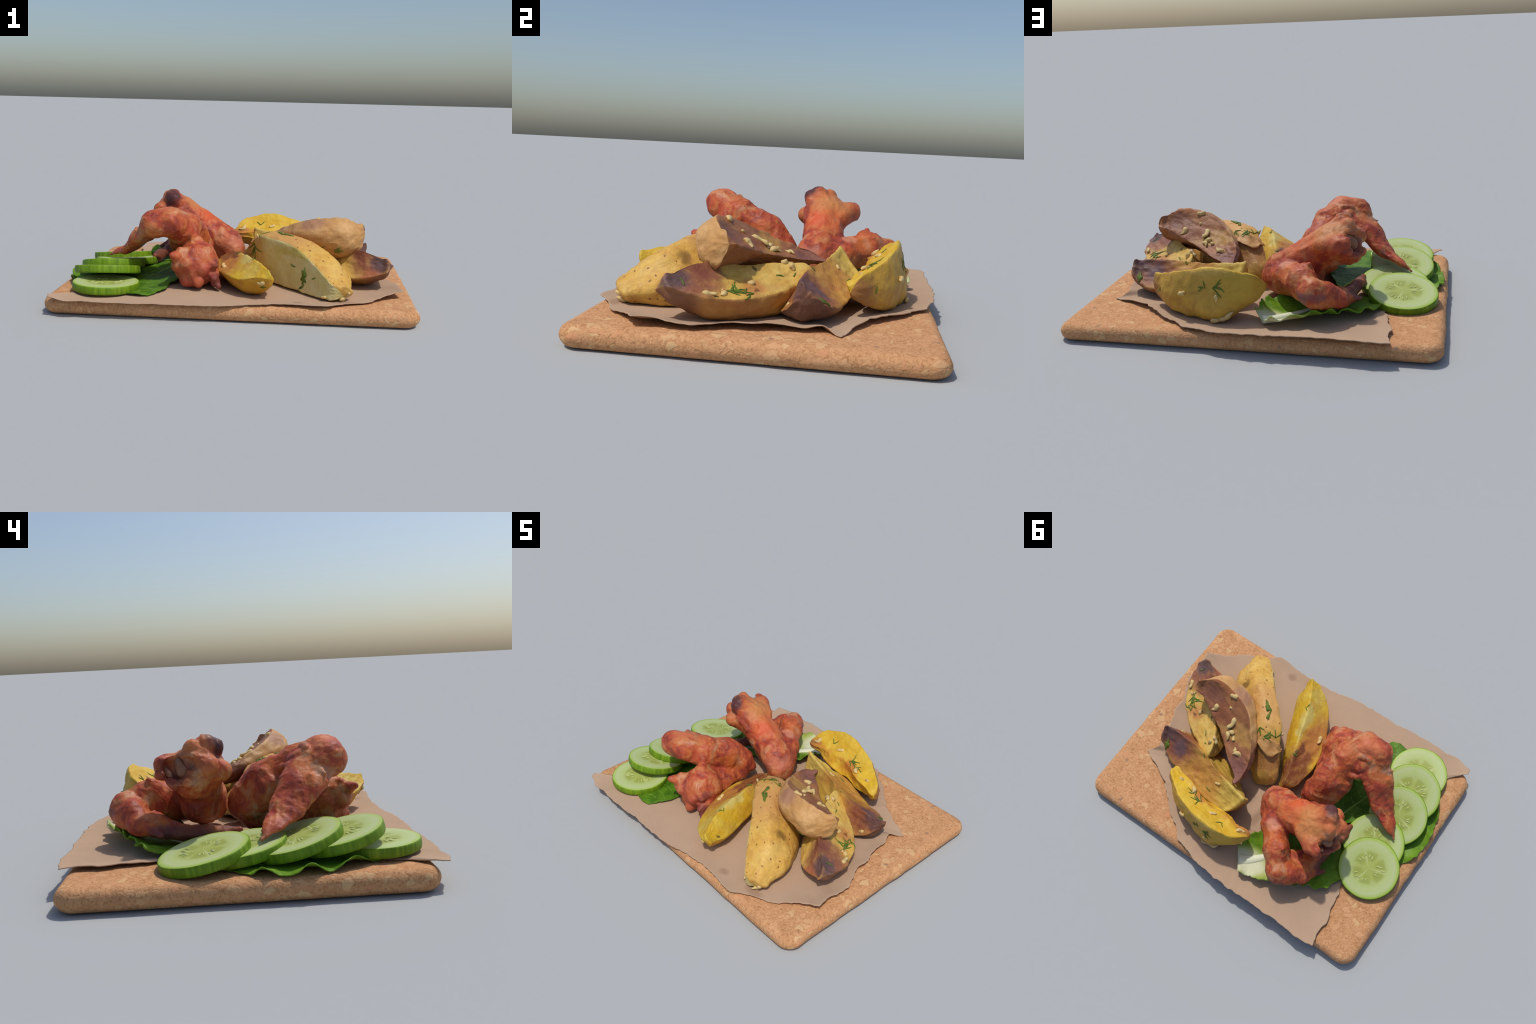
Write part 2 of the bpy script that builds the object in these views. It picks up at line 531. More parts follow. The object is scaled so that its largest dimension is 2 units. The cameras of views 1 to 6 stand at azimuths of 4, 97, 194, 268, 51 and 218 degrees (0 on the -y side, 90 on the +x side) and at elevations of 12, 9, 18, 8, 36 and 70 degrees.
# ------------------------------------------------------------------ potato wedges
def wedge_mesh(R, P, S, Q, E0, E1, seed, dish=(0.0, 0.0), wrinkle=0.0035, lump=0.006, n=76, tip=(1.0, 1.0), bulge=0.004):
    """loft of wedge cross-sections.  R: inner ridge where both cuts meet, P and Q: the
    two edges between cut and skin, S: crest of the skin.  E0, E1: the two ends."""
    c0, c1 = (R[0] + P[0] + S[0] + Q[0]) / 4, (R[-1] + P[-1] + S[-1] + Q[-1]) / 4
    h = np.linspace(0.12, 1, 10)[:-1]
    tb = np.linspace(0, 1, n)
    t = np.concatenate([h * 0.08, 0.08 + tb * 0.84, 1 - h[::-1] * 0.08])
    def rail(c):
        """cap, body and cap of one guide curve; the caps close like a nose, blunt or pointed"""
        e0 = E0 + (c0 - E0) * (1 - np.cos(h * np.pi / 2))[:, None] + (c[0] - c0) * (np.sin(h * np.pi / 2) ** tip[0])[:, None]
        e1 = E1 + (c1 - E1) * (1 - np.cos(h * np.pi / 2))[:, None] + (c[-1] - c1) * (np.sin(h * np.pi / 2) ** tip[1])[:, None]
        return np.vstack([e0, through(c, tb), e1[::-1]])
    n = n + 2 * len(h)
    r, p, s, q = (rail(c) for c in (R, P, S, Q))
    nf, ns = 26, 40
    a = np.linspace(0, 1, nf, endpoint=False)[None, :, None]
    b = np.linspace(0, 1, ns, endpoint=False)[None, :, None]
    mid = (r + p + s + q) / 4
    f1 = r[:, None] + (p - r)[:, None] * a
    f2 = q[:, None] + (r - q)[:, None] * a
    c = 2 * s - (p + q) / 2
    sk = (1 - b) ** 2 * p[:, None] + 2 * b * (1 - b) * c[:, None] + b ** 2 * q[:, None]
    env = np.sin(np.pi * t)[:, None, None] ** 0.5
    f1 = f1 + dish[0] * env * (4 * a * (1 - a)) * (mid - (r + p) / 2)[:, None] / (np.linalg.norm(mid - (r + p) / 2, axis=1)[:, None, None] + 1e-6)
    f2 = f2 + dish[1] * env * (4 * a * (1 - a)) * (mid - (r + q) / 2)[:, None] / (np.linalg.norm(mid - (r + q) / 2, axis=1)[:, None, None] + 1e-6)
    out = sk - mid[:, None]
    sk = sk + bulge * env * np.sin(2 * np.pi * b) ** 2 * out / (np.linalg.norm(out, axis=2, keepdims=True) + 1e-6)
    ring = np.concatenate([f1, sk, f2], axis=1)
    for _ in range(2):                          # soften the cut edges a little
        ring = 0.25 * np.roll(ring, 1, 1) + 0.5 * ring + 0.25 * np.roll(ring, -1, 1)
    for _ in range(5):
        ring[1:-1] = 0.25 * ring[:-2] + 0.5 * ring[1:-1] + 0.25 * ring[2:]
    m = ring.shape[1]
    verts = np.vstack([ring.reshape(-1, 3), [ring[0].mean(0)], [ring[-1].mean(0)]])
    faces, lab = [], []
    col = np.zeros(m, int)
    col[nf:nf + ns] = 1
    for i in range(n - 1):
        for j in range(m):
            k = (j + 1) % m
            faces.append((i * m + j, (i + 1) * m + j, (i + 1) * m + k, i * m + k))
            lab.append(col[j])
    tri = []
    for j in range(m):
        k = (j + 1) % m
        tri.append((n * m, j, k, k)); lab.append(col[j])
        tri.append((n * m + 1, (n - 1) * m + k, (n - 1) * m + j, (n - 1) * m + j)); lab.append(col[j])
    quads = np.array(faces)
    # orientation: outward
    nr = vertex_normals(verts, faces)
    if np.mean(np.sum(nr[: n * m] * (verts[: n * m] - np.repeat(mid, m, 0)), 1)) < 0:
        quads = quads[:, ::-1]
        tri = [f[::-1] for f in tri]
        nr = -nr
    axis = (E1 - E0) / np.linalg.norm(E1 - E0)
    along = verts - np.outer(verts @ axis, axis) * 0.55      # wrinkles run along the wedge
    off = V(seed * 1.7, seed * 0.9, seed * 2.3)
    d = lump * fbm(verts + off, 9, 3, seed)
    d += wrinkle * ridged(along + off, 26, 2, seed + 5)
    d += 0.0012 * fbm(verts + off, 70, 2, seed + 9)
    verts = verts + nr * d[:, None]
    low = PAPER_Z + 0.003
    verts[:, 2] = np.where(verts[:, 2] < low + 0.012, low + 0.012 * np.exp((verts[:, 2] - low - 0.012) / 0.012), verts[:, 2])
    allf = [tuple(f) for f in quads] + [(f[0], f[1], f[2]) if f[2] == f[3] else ((f[0], f[2], f[3]) if f[0] == f[1] else f) for f in tri]
    return verts, allf, np.array(lab)

def split_parts_mixed(verts, faces, labels, names, mats, parent, base):
    nrm = vertex_normals(verts, faces)
    out = []
    for k, name in enumerate(names):
        fs = [f for f, l in zip(faces, labels) if l == k]
        used = np.unique(np.concatenate([np.array(f) for f in fs]))
        inv = {int(u): i for i, u in enumerate(used)}
        ob = mesh_obj(name, verts[used], [tuple(inv[int(i)] for i in f) for f in fs], mats[k], parent, base)
        ob.data.normals_split_custom_set_from_vertices([tuple(x) for x in nrm[used]])
        out.append(ob)
    return out

def flesh_material(name, base, c1, c2, spots, toast=0.35, toast_col=srgb(178, 118, 58), rough=0.5):
    m = Mat(name, rough=rough, spec=0.35)
    col = m.mix(m.rng(m.noise(11, 3), 0.35, 0.65), c1, c2)
    streak = m.noise(28, 4, 0.6, dist=0.6)
    col = m.mix(m.math("MULTIPLY", m.rng(m.noise(10, 5, 0.65, dist=0.6), 0.46, 0.66), toast), col, toast_col)
    w = m.warp(17, 0.085, 3)
    for c, r, k, s in spots:
        mask = m.spot(w, V(*c) - base, r, 0.45)
        mask = m.math("MULTIPLY", mask, m.rng(streak, 0.2, 0.55, 0.65, 1.0))
        col = m.mix(m.math("MULTIPLY", mask, s), col, srgb(*k))
    fine = m.rng(m.noise(130, 3, 0.7), 0.3, 0.7)
    col = m.mix(m.math("MULTIPLY", fine, 0.12), col, srgb(120, 72, 30))
    m.bump(m.math("ADD", m.noise(45, 4, 0.6, dist=0.5), m.noise(160, 2)), 0.35, 0.006)
    return m.done(col)

def skin_material(name, base, c1, c2, spots, freckle=0.0, rough=0.45):
    m = Mat(name, rough=rough, spec=0.4)
    col = m.mix(m.rng(m.noise(8, 3, 0.6), 0.35, 0.65), c1, c2)
    wr = m.rng(m.noise(30, 4, 0.65, dist=1.2), 0.42, 0.62)
    col = m.mix(m.math("MULTIPLY", wr, 0.3), col, srgb(176, 124, 62))
    roast = m.rng(m.noise(9, 5, 0.65, vec=m.vmath("ADD", m.co, (2.7, 0.4, 1.9)), dist=0.5), 0.48, 0.68)
    col = m.mix(m.math("MULTIPLY", roast, 0.5), col, srgb(158, 106, 54))
    w = m.warp(15, 0.08, 3)
    for c, r, k, s in spots:
        col = m.mix(m.math("MULTIPLY", m.spot(w, V(*c) - base, r, 0.45), s), col, srgb(*k))
    if freckle:
        v = m.warp(30, 0.02)
        dots = m.rng(m.voro(29, "Distance", vec=v), 0.10, 0.22, 1, 0)
        pick = m.rng(m.node("ShaderNodeSeparateColor", Color=m.voro(29, "Color", vec=v)).outputs[0], 0.35, 0.45)
        col = m.mix(m.math("MULTIPLY", m.math("MULTIPLY", dots, pick), freckle), col, srgb(112, 66, 34))
    m.bump(m.math("ADD", m.noise(36, 4, 0.6, dist=1.0), m.math("MULTIPLY", m.noise(120, 2), 0.4)), 0.4, 0.007)
    return m.done(col)

def build_wedge(label, shape, flesh, skin, seed, garlic=(), dill=(), flakes=(), **kw):
    E0, E1 = V(*shape["E0"]), V(*shape["E1"])
    arr = {k: np.array(shape[k], float) for k in "RPSQ"}
    verts, faces, lab = wedge_mesh(arr["R"], arr["P"], arr["S"], arr["Q"], E0, E1, seed, tip=shape.get("tip", (1, 1)), **kw)
    base = np.append(verts[:, :2].mean(0), verts[:, 2].min())
    thing = empty_obj("potato_wedge", base, label, "potato wedge")
    m1 = flesh_material("potato_flesh_%s" % seed, base, **flesh)
    m2 = skin_material("potato_skin_%s" % seed, base, **skin)
    split_parts_mixed(verts, faces, lab, ["cut_flesh", "potato_skin"], [m1, m2], thing, base)
    surf = Surface(verts, faces)
    add_garlic(thing, base, surf, garlic)
    add_dill(thing, base, surf, dill)
    for f in flakes:
        add_flake(thing, base, surf, *f)
    return surf

def build_potatoes():
    # charred wedge lying under the brown one
    build_wedge("charred roast potato wedge with dill and garlic",
        dict(E0=(0.866, -0.328, 0.238), E1=(0.44, 0.195, 0.225), tip=(0.42, 0.5),
             R=[(0.828, -0.308, 0.286), (0.71, -0.235, 0.318), (0.60, -0.11, 0.305), (0.50, 0.02, 0.297), (0.445, 0.11, 0.295)],
             P=[(0.878, -0.265, 0.235), (0.875, -0.18, 0.218), (0.80, -0.04, 0.198), (0.68, 0.07, 0.205), (0.545, 0.145, 0.218)],
             S=[(0.838, -0.275, 0.165), (0.765, -0.155, 0.105), (0.68, -0.05, 0.09), (0.58, 0.05, 0.095), (0.49, 0.13, 0.14)],
             Q=[(0.828, -0.352, 0.205), (0.73, -0.345, 0.175), (0.62, -0.29, 0.16), (0.50, -0.15, 0.155), (0.42, 0.03, 0.18)]),
        dict(c1=srgb(206, 165, 78), c2=srgb(214, 182, 98), spots=[
            ((0.80, -0.25, 0.26), (0.15, 0.13, 0.15), (138, 82, 66), 0.95), ((0.83, -0.29, 0.26), (0.075, 0.06, 0.07), (86, 72, 76), 0.85),
            ((0.71, -0.19, 0.30), (0.06, 0.06, 0.06), (120, 66, 58), 0.8), ((0.68, -0.01, 0.22), (0.055, 0.05, 0.06), (184, 122, 68), 0.8),
            ((0.57, -0.026, 0.278), (0.014,) * 3, (60, 36, 34), 0.95), ((0.69, 0.01, 0.215), (0.016,) * 3, (110, 52, 40), 0.8),
            ((0.74, -0.36, 0.20), (0.06, 0.05, 0.06), (165, 92, 66), 0.7)], toast=0.4),
        dict(c1=srgb(168, 116, 68), c2=srgb(186, 136, 74), spots=[((0.86, -0.30, 0.16), 0.12, (120, 78, 62), 0.85), ((0.55, 0.1, 0.14), 0.12, (196, 150, 70), 0.6)]),
        seed=3, dish=(0.014, 0.008), wrinkle=0.0028,
        garlic=[((0.84, -0.15, 0.235), (0.05, 0.022), 0.3), ((0.80, -0.11, 0.225), (0.034, 0.02), 1.2), ((0.442, 0.088, 0.303), (0.05, 0.026), 0.6),
                ((0.47, 0.115, 0.28), (0.034, 0.024), 2.0), ((0.658, -0.027, 0.239), (0.028, 0.02), 0.2)],
        dill=[((0.78, -0.09, 0.23), 0.06, 0.4, 7), ((0.76, -0.03, 0.22), 0.085, -0.3, 5), ((0.73, 0.0, 0.21), 0.06, 0.8, 3),
              ((0.51, 0.13, 0.25), 0.04, 1.2, 1), ((0.53, 0.09, 0.25), 0.045, 2.4, 1), ((0.85, -0.25, 0.25), 0.05, 1.4, 1)])

    # brown wedge lying on top
    build_wedge("browned roast potato wedge with garlic nibs",
        dict(E0=(0.735, -0.105, 0.398), E1=(0.170, 0.225, 0.278), tip=(0.9, 0.6),
             R=[(0.665, -0.085, 0.382), (0.56, -0.025, 0.352), (0.435, 0.050, 0.320), (0.325, 0.140, 0.295), (0.250, 0.190, 0.280), (0.208, 0.212, 0.276)],
             P=[(0.69, -0.150, 0.455), (0.60, -0.188, 0.496), (0.46, -0.172, 0.485), (0.33, -0.115, 0.438), (0.220, 0.020, 0.371), (0.172, 0.120, 0.330)],
             S=[(0.69, -0.200, 0.37), (0.60, -0.262, 0.37), (0.45, -0.250, 0.36), (0.31, -0.155, 0.340), (0.195, 0.03, 0.302), (0.158, 0.130, 0.280)],
             Q=[(0.70, -0.16, 0.30), (0.62, -0.17, 0.245), (0.48, -0.10, 0.245), (0.34, 0.03, 0.235), (0.230, 0.140, 0.240), (0.182, 0.190, 0.252)]),
        dict(c1=srgb(148, 96, 66), c2=srgb(168, 114, 72), spots=[
            ((0.34, 0.02, 0.38), (0.19, 0.035, 0.06), (190, 148, 76), 0.75), ((0.30, -0.04, 0.37), (0.10, 0.03, 0.05), (196, 156, 84), 0.5),
            ((0.60, -0.10, 0.43), (0.09, 0.06, 0.06), (122, 78, 66), 0.7), ((0.22, 0.18, 0.30), (0.1, 0.09, 0.08), (120, 80, 78), 0.75),
            ((0.48, -0.05, 0.38), (0.07, 0.05, 0.06), (138, 80, 56), 0.6), ((0.55, -0.18, 0.47), (0.14, 0.025, 0.03), (186, 116, 72), 0.7)],
            toast=0.5, toast_col=srgb(124, 74, 56)),
        dict(c1=srgb(190, 142, 86), c2=srgb(204, 160, 106), spots=[((0.20, 0.1, 0.27), (0.17, 0.16, 0.12), (118, 74, 60), 0.9),
             ((0.60, -0.1, 0.25), (0.1, 0.06, 0.05), (150, 98, 56), 0.7), ((0.42, -0.2, 0.45), (0.1, 0.05, 0.04), (158, 112, 92), 0.7)], freckle=0.12),
        seed=5, dish=(0.018, 0.008), wrinkle=0.003, bulge=0.008,
        garlic=[((0.47, -0.16, 0.47), (0.045, 0.028), 0.3), ((0.55, -0.055, 0.39), (0.05, 0.026), 1.3), ((0.40, -0.018, 0.40), (0.075, 0.028), 1.2),
                ((0.385, 0.02, 0.38), (0.05, 0.024), 0.1), ((0.40, 0.045, 0.36), (0.055, 0.02), -0.2), ((0.35, 0.03, 0.35), (0.04, 0.018), 0.6),
                ((0.27, 0.096, 0.315), (0.055, 0.022), 1.7), ((0.30, 0.08, 0.32), (0.03, 0.016), 0.4), ((0.46, -0.09, 0.43), (0.018, 0.013), 0.4)],
        dill=[((0.55, -0.25, 0.29), 0.05, 0.4, 5), ((0.47, -0.24, 0.27), 0.05, 1.4, 4), ((0.40, -0.0, 0.37), 0.02, 0.4, 3)])

    # big pale wedge with freckled skin
    big = build_wedge("large pale potato wedge with freckled golden skin",
        dict(E0=(0.596, -0.588, 0.140), E1=(0.045, 0.10, 0.15), tip=(0.5, 0.6),
             R=[(0.515, -0.588, 0.115), (0.43, -0.50, 0.105), (0.34, -0.40, 0.105), (0.22, -0.265, 0.105), (0.11, -0.13, 0.11), (0.03, -0.015, 0.13)],
             P=[(0.525, -0.600, 0.205), (0.435, -0.508, 0.285), (0.318, -0.374, 0.354), (0.165, -0.226, 0.371), (0.095, -0.11, 0.345), (0.032, -0.005, 0.25)],
             S=[(0.630, -0.550, 0.175), (0.603, -0.43, 0.240), (0.515, -0.33, 0.300), (0.395, -0.215, 0.325), (0.285, -0.075, 0.318), (0.14, 0.05, 0.235)],
             Q=[(0.595, -0.50, 0.105), (0.606, -0.385, 0.10), (0.548, -0.25, 0.10), (0.445, -0.115, 0.10), (0.315, 0.0, 0.10), (0.18, 0.09, 0.11)]),
        dict(c1=srgb(212, 196, 126), c2=srgb(220, 206, 146), spots=[((0.10, -0.1, 0.2), (0.12, 0.12, 0.16), (196, 150, 62), 0.7),
             ((0.36, -0.42, 0.32), (0.2, 0.2, 0.03), (186, 168, 72), 0.6)], toast=0.12),
        dict(c1=srgb(208, 162, 74), c2=srgb(214, 176, 92), spots=[((0.30, -0.25, 0.36), (0.16, 0.16, 0.06), (200, 148, 88), 0.8),
             ((0.52, -0.325, 0.302), (0.032,) * 3, (110, 80, 40), 0.75), ((0.13, 0.0, 0.28), (0.12, 0.10, 0.12), (158, 106, 60), 0.85),
             ((0.24, -0.06, 0.33), (0.05, 0.06, 0.05), (190, 140, 84), 0.7), ((0.10, 0.09, 0.16), (0.08, 0.06, 0.06), (196, 156, 72), 0.8)], freckle=0.85),
        seed=8, dish=(0.004, 0.0), wrinkle=0.0022, lump=0.004, bulge=0.020,
        garlic=[((0.611, -0.560, 0.15), (0.055, 0.018), 1.4), ((0.60, -0.58, 0.115), (0.05, 0.024), 0.2), ((0.491, -0.580, 0.125), (0.03, 0.015), 0.2),
                ((0.12, -0.15, 0.35), (0.05, 0.012), 1.4), ((0.33, -0.16, 0.33), (0.026, 0.016), 0.3)],
        dill=[((0.06, -0.12, 0.30), 0.09, -1.5, 6), ((0.20, -0.09, 0.34), 0.06, 0.6, 5), ((0.24, -0.13, 0.35), 0.05, -0.6, 4), ((0.16, -0.1, 0.34), 0.05, 2.0, 4),
              ((0.30, -0.38, 0.25), 0.05, -0.6, 1), ((0.43, -0.5, 0.2), 0.035, 0.2, 1), ((0.35, -0.43, 0.12), 0.05, 0.2, 3), ((0.14, -0.12, 0.35), 0.07, 0.9, 3)],
        flakes=[((0.385, -0.455, 0.20), (0.040, 0.017), 1.5, 6), ((0.283, -0.245, 0.363), (0.040, 0.014), 0.9, 3), ((0.25, -0.20, 0.363), (0.03, 0.009), 0.3, 3)])

    surf = big
    rows = []
    up0, up1 = [(0.225, -0.075, 0.345), (0.15, -0.10, 0.35), (0.07, -0.11, 0.32)], [(0.212, -0.052, 0.330), (0.165, -0.025, 0.315), (0.105, -0.030, 0.285), (0.066, -0.095, 0.310)]
    n = 24
    A, B = through(up0, np.linspace(0, 1, n)), through(up1, np.linspace(0, 1, n))
    for k, q in enumerate(np.linspace(0, 1, 9)):
        for i in range(n):
            p, nn = surf.at(A[i] + (B[i] - A[i]) * q)
            rows.append(p + nn * (0.001 + 0.014 * q ** 2))
    top = np.array(rows)
    fs = [(k * n + i, k * n + i + 1, (k + 1) * n + i + 1, (k + 1) * n + i) for k in range(8) for i in range(n - 1)]
    N = len(top)
    nr = vertex_normals(top, fs)
    rim = [i for i in range(n)] + [k * n + n - 1 for k in range(1, 9)] + [8 * n + i for i in range(n - 2, -1, -1)] + [k * n for k in range(7, 0, -1)]
    allf = fs + [tuple(N + i for i in f[::-1]) for f in fs] + [(rim[k], rim[(k + 1) % len(rim)], N + rim[(k + 1) % len(rim)], N + rim[k]) for k in range(len(rim))]
    thing = [o for o in bpy.data.objects if o.name.startswith("potato_wedge")][-1]
    base = np.array(thing.location)
    m = skin_material("peeled_skin", base, c1=srgb(196, 146, 88), c2=srgb(206, 158, 100), spots=[], freckle=0.6)
    fl = mesh_obj("skin_flap", np.vstack([top + nr * 0.0015, top - nr * 0.0015]), allf, m, thing, base)
    bm = bmesh.new(); bm.from_mesh(fl.data); bmesh.ops.recalc_face_normals(bm, faces=bm.faces); bm.to_mesh(fl.data); bm.free()

    # yellow wedge next to the wing
    build_wedge("yellow roast potato wedge with browned cut side",
        dict(E0=(0.205, -0.628, 0.220), E1=(-0.065, 0.065, 0.19), tip=(0.6, 0.6),
             R=[(0.193, -0.608, 0.268), (0.150, -0.530, 0.284), (0.095, -0.41, 0.282), (0.045, -0.26, 0.272), (0.0, -0.11, 0.25), (-0.040, 0.0, 0.232)],
             P=[(0.224, -0.585, 0.198), (0.226, -0.490, 0.185), (0.170, -0.335, 0.165), (0.100, -0.165, 0.155), (0.035, -0.035, 0.145), (-0.005, 0.03, 0.150)],
             S=[(0.180, -0.585, 0.150), (0.12, -0.50, 0.105), (0.05, -0.35, 0.095), (-0.005, -0.18, 0.095), (-0.04, -0.06, 0.105), (-0.055, 0.02, 0.13)],
             Q=[(0.122, -0.615, 0.224), (0.040, -0.570, 0.198), (-0.04, -0.457, 0.193), (-0.105, -0.33, 0.190), (-0.142, -0.16, 0.190), (-0.130, -0.03, 0.190)]),
        dict(c1=srgb(206, 166, 42), c2=srgb(212, 180, 66), spots=[
            ((-0.045, -0.27, 0.22), (0.075, 0.22, 0.08), (176, 110, 62), 0.85), ((-0.05, -0.03, 0.22), (0.12, 0.11, 0.09), (120, 62, 46), 0.92),
            ((-0.01, -0.16, 0.245), (0.02, 0.08, 0.04), (98, 50, 42), 0.85), ((-0.07, -0.16, 0.21), (0.04, 0.05, 0.05), (112, 60, 48), 0.7),
            ((0.065, -0.36, 0.275), (0.04, 0.26, 0.025), (204, 190, 112), 0.8), ((0.1, -0.56, 0.24), (0.05, 0.06, 0.05), (204, 178, 88), 0.5), ((0.214, -0.54, 0.215), (0.011, 0.011, 0.011), (52, 44, 30), 0.95), ((0.10, -0.58, 0.235), (0.012, 0.01, 0.01), (136, 70, 30), 0.8),
            ((0.12, -0.26, 0.19), (0.05, 0.1, 0.05), (200, 148, 40), 0.7)], toast=0.4),
        dict(c1=srgb(196, 142, 34), c2=srgb(206, 156, 50), spots=[((-0.04, 0.0, 0.15), 0.1, (120, 70, 44), 0.7)]),
        seed=13, dish=(-0.010, 0.006), wrinkle=0.0016, lump=0.004,
        garlic=[((-0.063, -0.312, 0.20), (0.055, 0.024), 0.3), ((0.165, -0.612, 0.20), (0.035, 0.02), 0.2)],
        dill=[((0.111, -0.433, 0.26), 0.035, 1.4, 2), ((-0.007, -0.123, 0.24), 0.035, 0.8, 5), ((0.16, -0.60, 0.165), 0.04, 0.3, 3)])

    # long wedge with a charred nose
    build_wedge("long roast potato wedge with charred nose",
        dict(E0=(0.772, 0.205, 0.218), E1=(0.07, 0.325, 0.26), tip=(0.6, 0.6),
             R=[(0.745, 0.178, 0.268), (0.62, 0.175, 0.285), (0.46, 0.195, 0.290), (0.325, 0.24, 0.297), (0.19, 0.275, 0.312), (0.085, 0.298, 0.322)],
             P=[(0.738, 0.270, 0.188), (0.66, 0.325, 0.162), (0.55, 0.355, 0.158), (0.41, 0.390, 0.175), (0.28, 0.415, 0.185), (0.160, 0.412, 0.180)],
             S=[(0.73, 0.20, 0.12), (0.62, 0.21, 0.09), (0.47, 0.235, 0.085), (0.33, 0.27, 0.085), (0.21, 0.30, 0.10), (0.11, 0.335, 0.15)],
             Q=[(0.73, 0.13, 0.16), (0.62, 0.085, 0.12), (0.46, 0.09, 0.115), (0.31, 0.13, 0.12), (0.18, 0.20, 0.14), (0.085, 0.265, 0.20)]),
        dict(c1=srgb(192, 142, 66), c2=srgb(204, 160, 78), spots=[
            ((0.66, 0.22, 0.24), (0.15, 0.14, 0.14), (134, 76, 60), 0.95), ((0.62, 0.245, 0.235), (0.055, 0.06, 0.06), (98, 80, 88), 0.8),
            ((0.73, 0.2, 0.25), (0.07, 0.07, 0.06), (92, 70, 72), 0.85), ((0.36, 0.27, 0.26), (0.14, 0.09, 0.07), (178, 122, 58), 0.5),
            ((0.15, 0.34, 0.27), (0.10, 0.14, 0.14), (208, 184, 92), 0.9), ((0.28, 0.17, 0.2), (0.2, 0.06, 0.12), (196, 162, 70), 0.8),
            ((0.46, 0.30, 0.22), (0.04, 0.04, 0.04), (168, 100, 58), 0.6)], toast=0.5, toast_col=srgb(170, 104, 56)),
        dict(c1=srgb(160, 106, 60), c2=srgb(178, 124, 62), spots=[((0.72, 0.2, 0.14), 0.15, (96, 66, 58), 0.9), ((0.2, 0.4, 0.13), 0.15, (196, 156, 62), 0.7)]),
        seed=21, dish=(0.016, 0.012), wrinkle=0.003, lump=0.005,
        garlic=[((0.271, 0.309, 0.27), (0.032, 0.018), 0.5), ((0.69, 0.15, 0.16), (0.03, 0.018), 0.5)],
        dill=[((0.333, 0.356, 0.225), 0.05, 0.2, 1), ((0.45, 0.22, 0.28), 0.02, 1.0, 2)],
        flakes=[((0.712, 0.262, 0.200), (0.034, 0.016), 0.2, 4)])

    # plump yellow wedge at the back
    build_wedge("plump yellow potato wedge with dill",
        dict(E0=(0.565, 0.375, 0.225), E1=(-0.087, 0.455, 0.258), tip=(0.8, 1.2),
             R=[(0.500, 0.366, 0.250), (0.385, 0.388, 0.262), (0.30, 0.425, 0.274), (0.21, 0.448, 0.285), (0.11, 0.445, 0.280), (0.0, 0.442, 0.268)],
             P=[(0.510, 0.440, 0.290), (0.41, 0.508, 0.335), (0.31, 0.545, 0.360), (0.20, 0.562, 0.382), (0.10, 0.569, 0.386), (0.0, 0.548, 0.350)],
             S=[(0.52, 0.450, 0.16), (0.42, 0.525, 0.125), (0.32, 0.563, 0.112), (0.21, 0.588, 0.110), (0.11, 0.598, 0.118), (0.005, 0.560, 0.18)],
             Q=[(0.505, 0.395, 0.180), (0.385, 0.395, 0.170), (0.30, 0.408, 0.185), (0.21, 0.408, 0.195), (0.11, 0.412, 0.215), (0.005, 0.440, 0.238)]),
        dict(c1=srgb(208, 166, 44), c2=srgb(216, 182, 64), spots=[
            ((0.28, 0.43, 0.28), (0.075, 0.035, 0.05), (190, 112, 54), 0.85), ((-0.05, 0.45, 0.265), (0.05, 0.04, 0.05), (150, 92, 58), 0.85),
            ((0.30, 0.405, 0.24), (0.28, 0.03, 0.03), (196, 132, 50), 0.6), ((0.47, 0.42, 0.28), (0.06, 0.05, 0.05), (226, 186, 44), 0.6),
            ((0.05, 0.44, 0.28), (0.08, 0.03, 0.03), (196, 120, 50), 0.6)], toast=0.2, toast_col=srgb(206, 140, 46)),
        dict(c1=srgb(192, 150, 58), c2=srgb(204, 164, 70), spots=[((0.55, 0.40, 0.19), (0.07, 0.07, 0.08), (140, 92, 58), 0.8),
             ((0.2, 0.55, 0.37), (0.3, 0.04, 0.03), (206, 168, 84), 0.7), ((0.02, 0.58, 0.3), (0.1, 0.08, 0.1), (196, 162, 52), 0.5)], freckle=0.15),
        seed=34, dish=(0.008, 0.006), wrinkle=0.0025, lump=0.006,
        garlic=[((0.166, 0.478, 0.316), (0.04, 0.02), 0.4), ((-0.03, 0.47, 0.29), (0.05, 0.02), 0.9), ((0.335, 0.578, 0.24), (0.034, 0.022), 0.2),
                ((0.14, 0.635, 0.24), (0.036, 0.02), 1.6), ((0.06, 0.62, 0.13), (0.06, 0.022), 1.0), ((0.13, 0.625, 0.115), (0.08, 0.026), 0.1), ((0.36, 0.42, 0.29), (0.045, 0.02), 0.7),
                ((0.47, 0.41, 0.27), (0.03, 0.018), 0.2)],
        dill=[((0.27, 0.455, 0.289), 0.06, 0.2, 6), ((0.33, 0.44, 0.29), 0.055, 1.5, 3), ((0.08, 0.49, 0.32), 0.05, 1.3, 2), ((-0.02, 0.46, 0.28), 0.04, 1.8, 1),
              ((0.16, 0.60, 0.285), 0.075, 0.3, 5), ((0.20, 0.60, 0.28), 0.05, 2.8, 3), ((0.50, 0.47, 0.20), 0.05, 1.5, 1)])

# ------------------------------------------------------------------ chicken wings
def cone_dist(p, a, b, ra, rb, flat=None, squash=1.0):
    """round cone, squashed along the direction 'flat'"""
    d = p - a
    ax = b - a
    if flat is not None:
        f = flat - ax * (flat @ ax) / (ax @ ax)
        f = f / np.linalg.norm(f)
        d = d + np.outer(d @ f, f) * (1 / squash - 1)
    t = np.clip(d @ ax / (ax @ ax), 0, 1)
    r = ra + (rb - ra) * t
    return (np.linalg.norm(d - np.outer(t, ax), axis=1) - r) * min(1.0, squash)

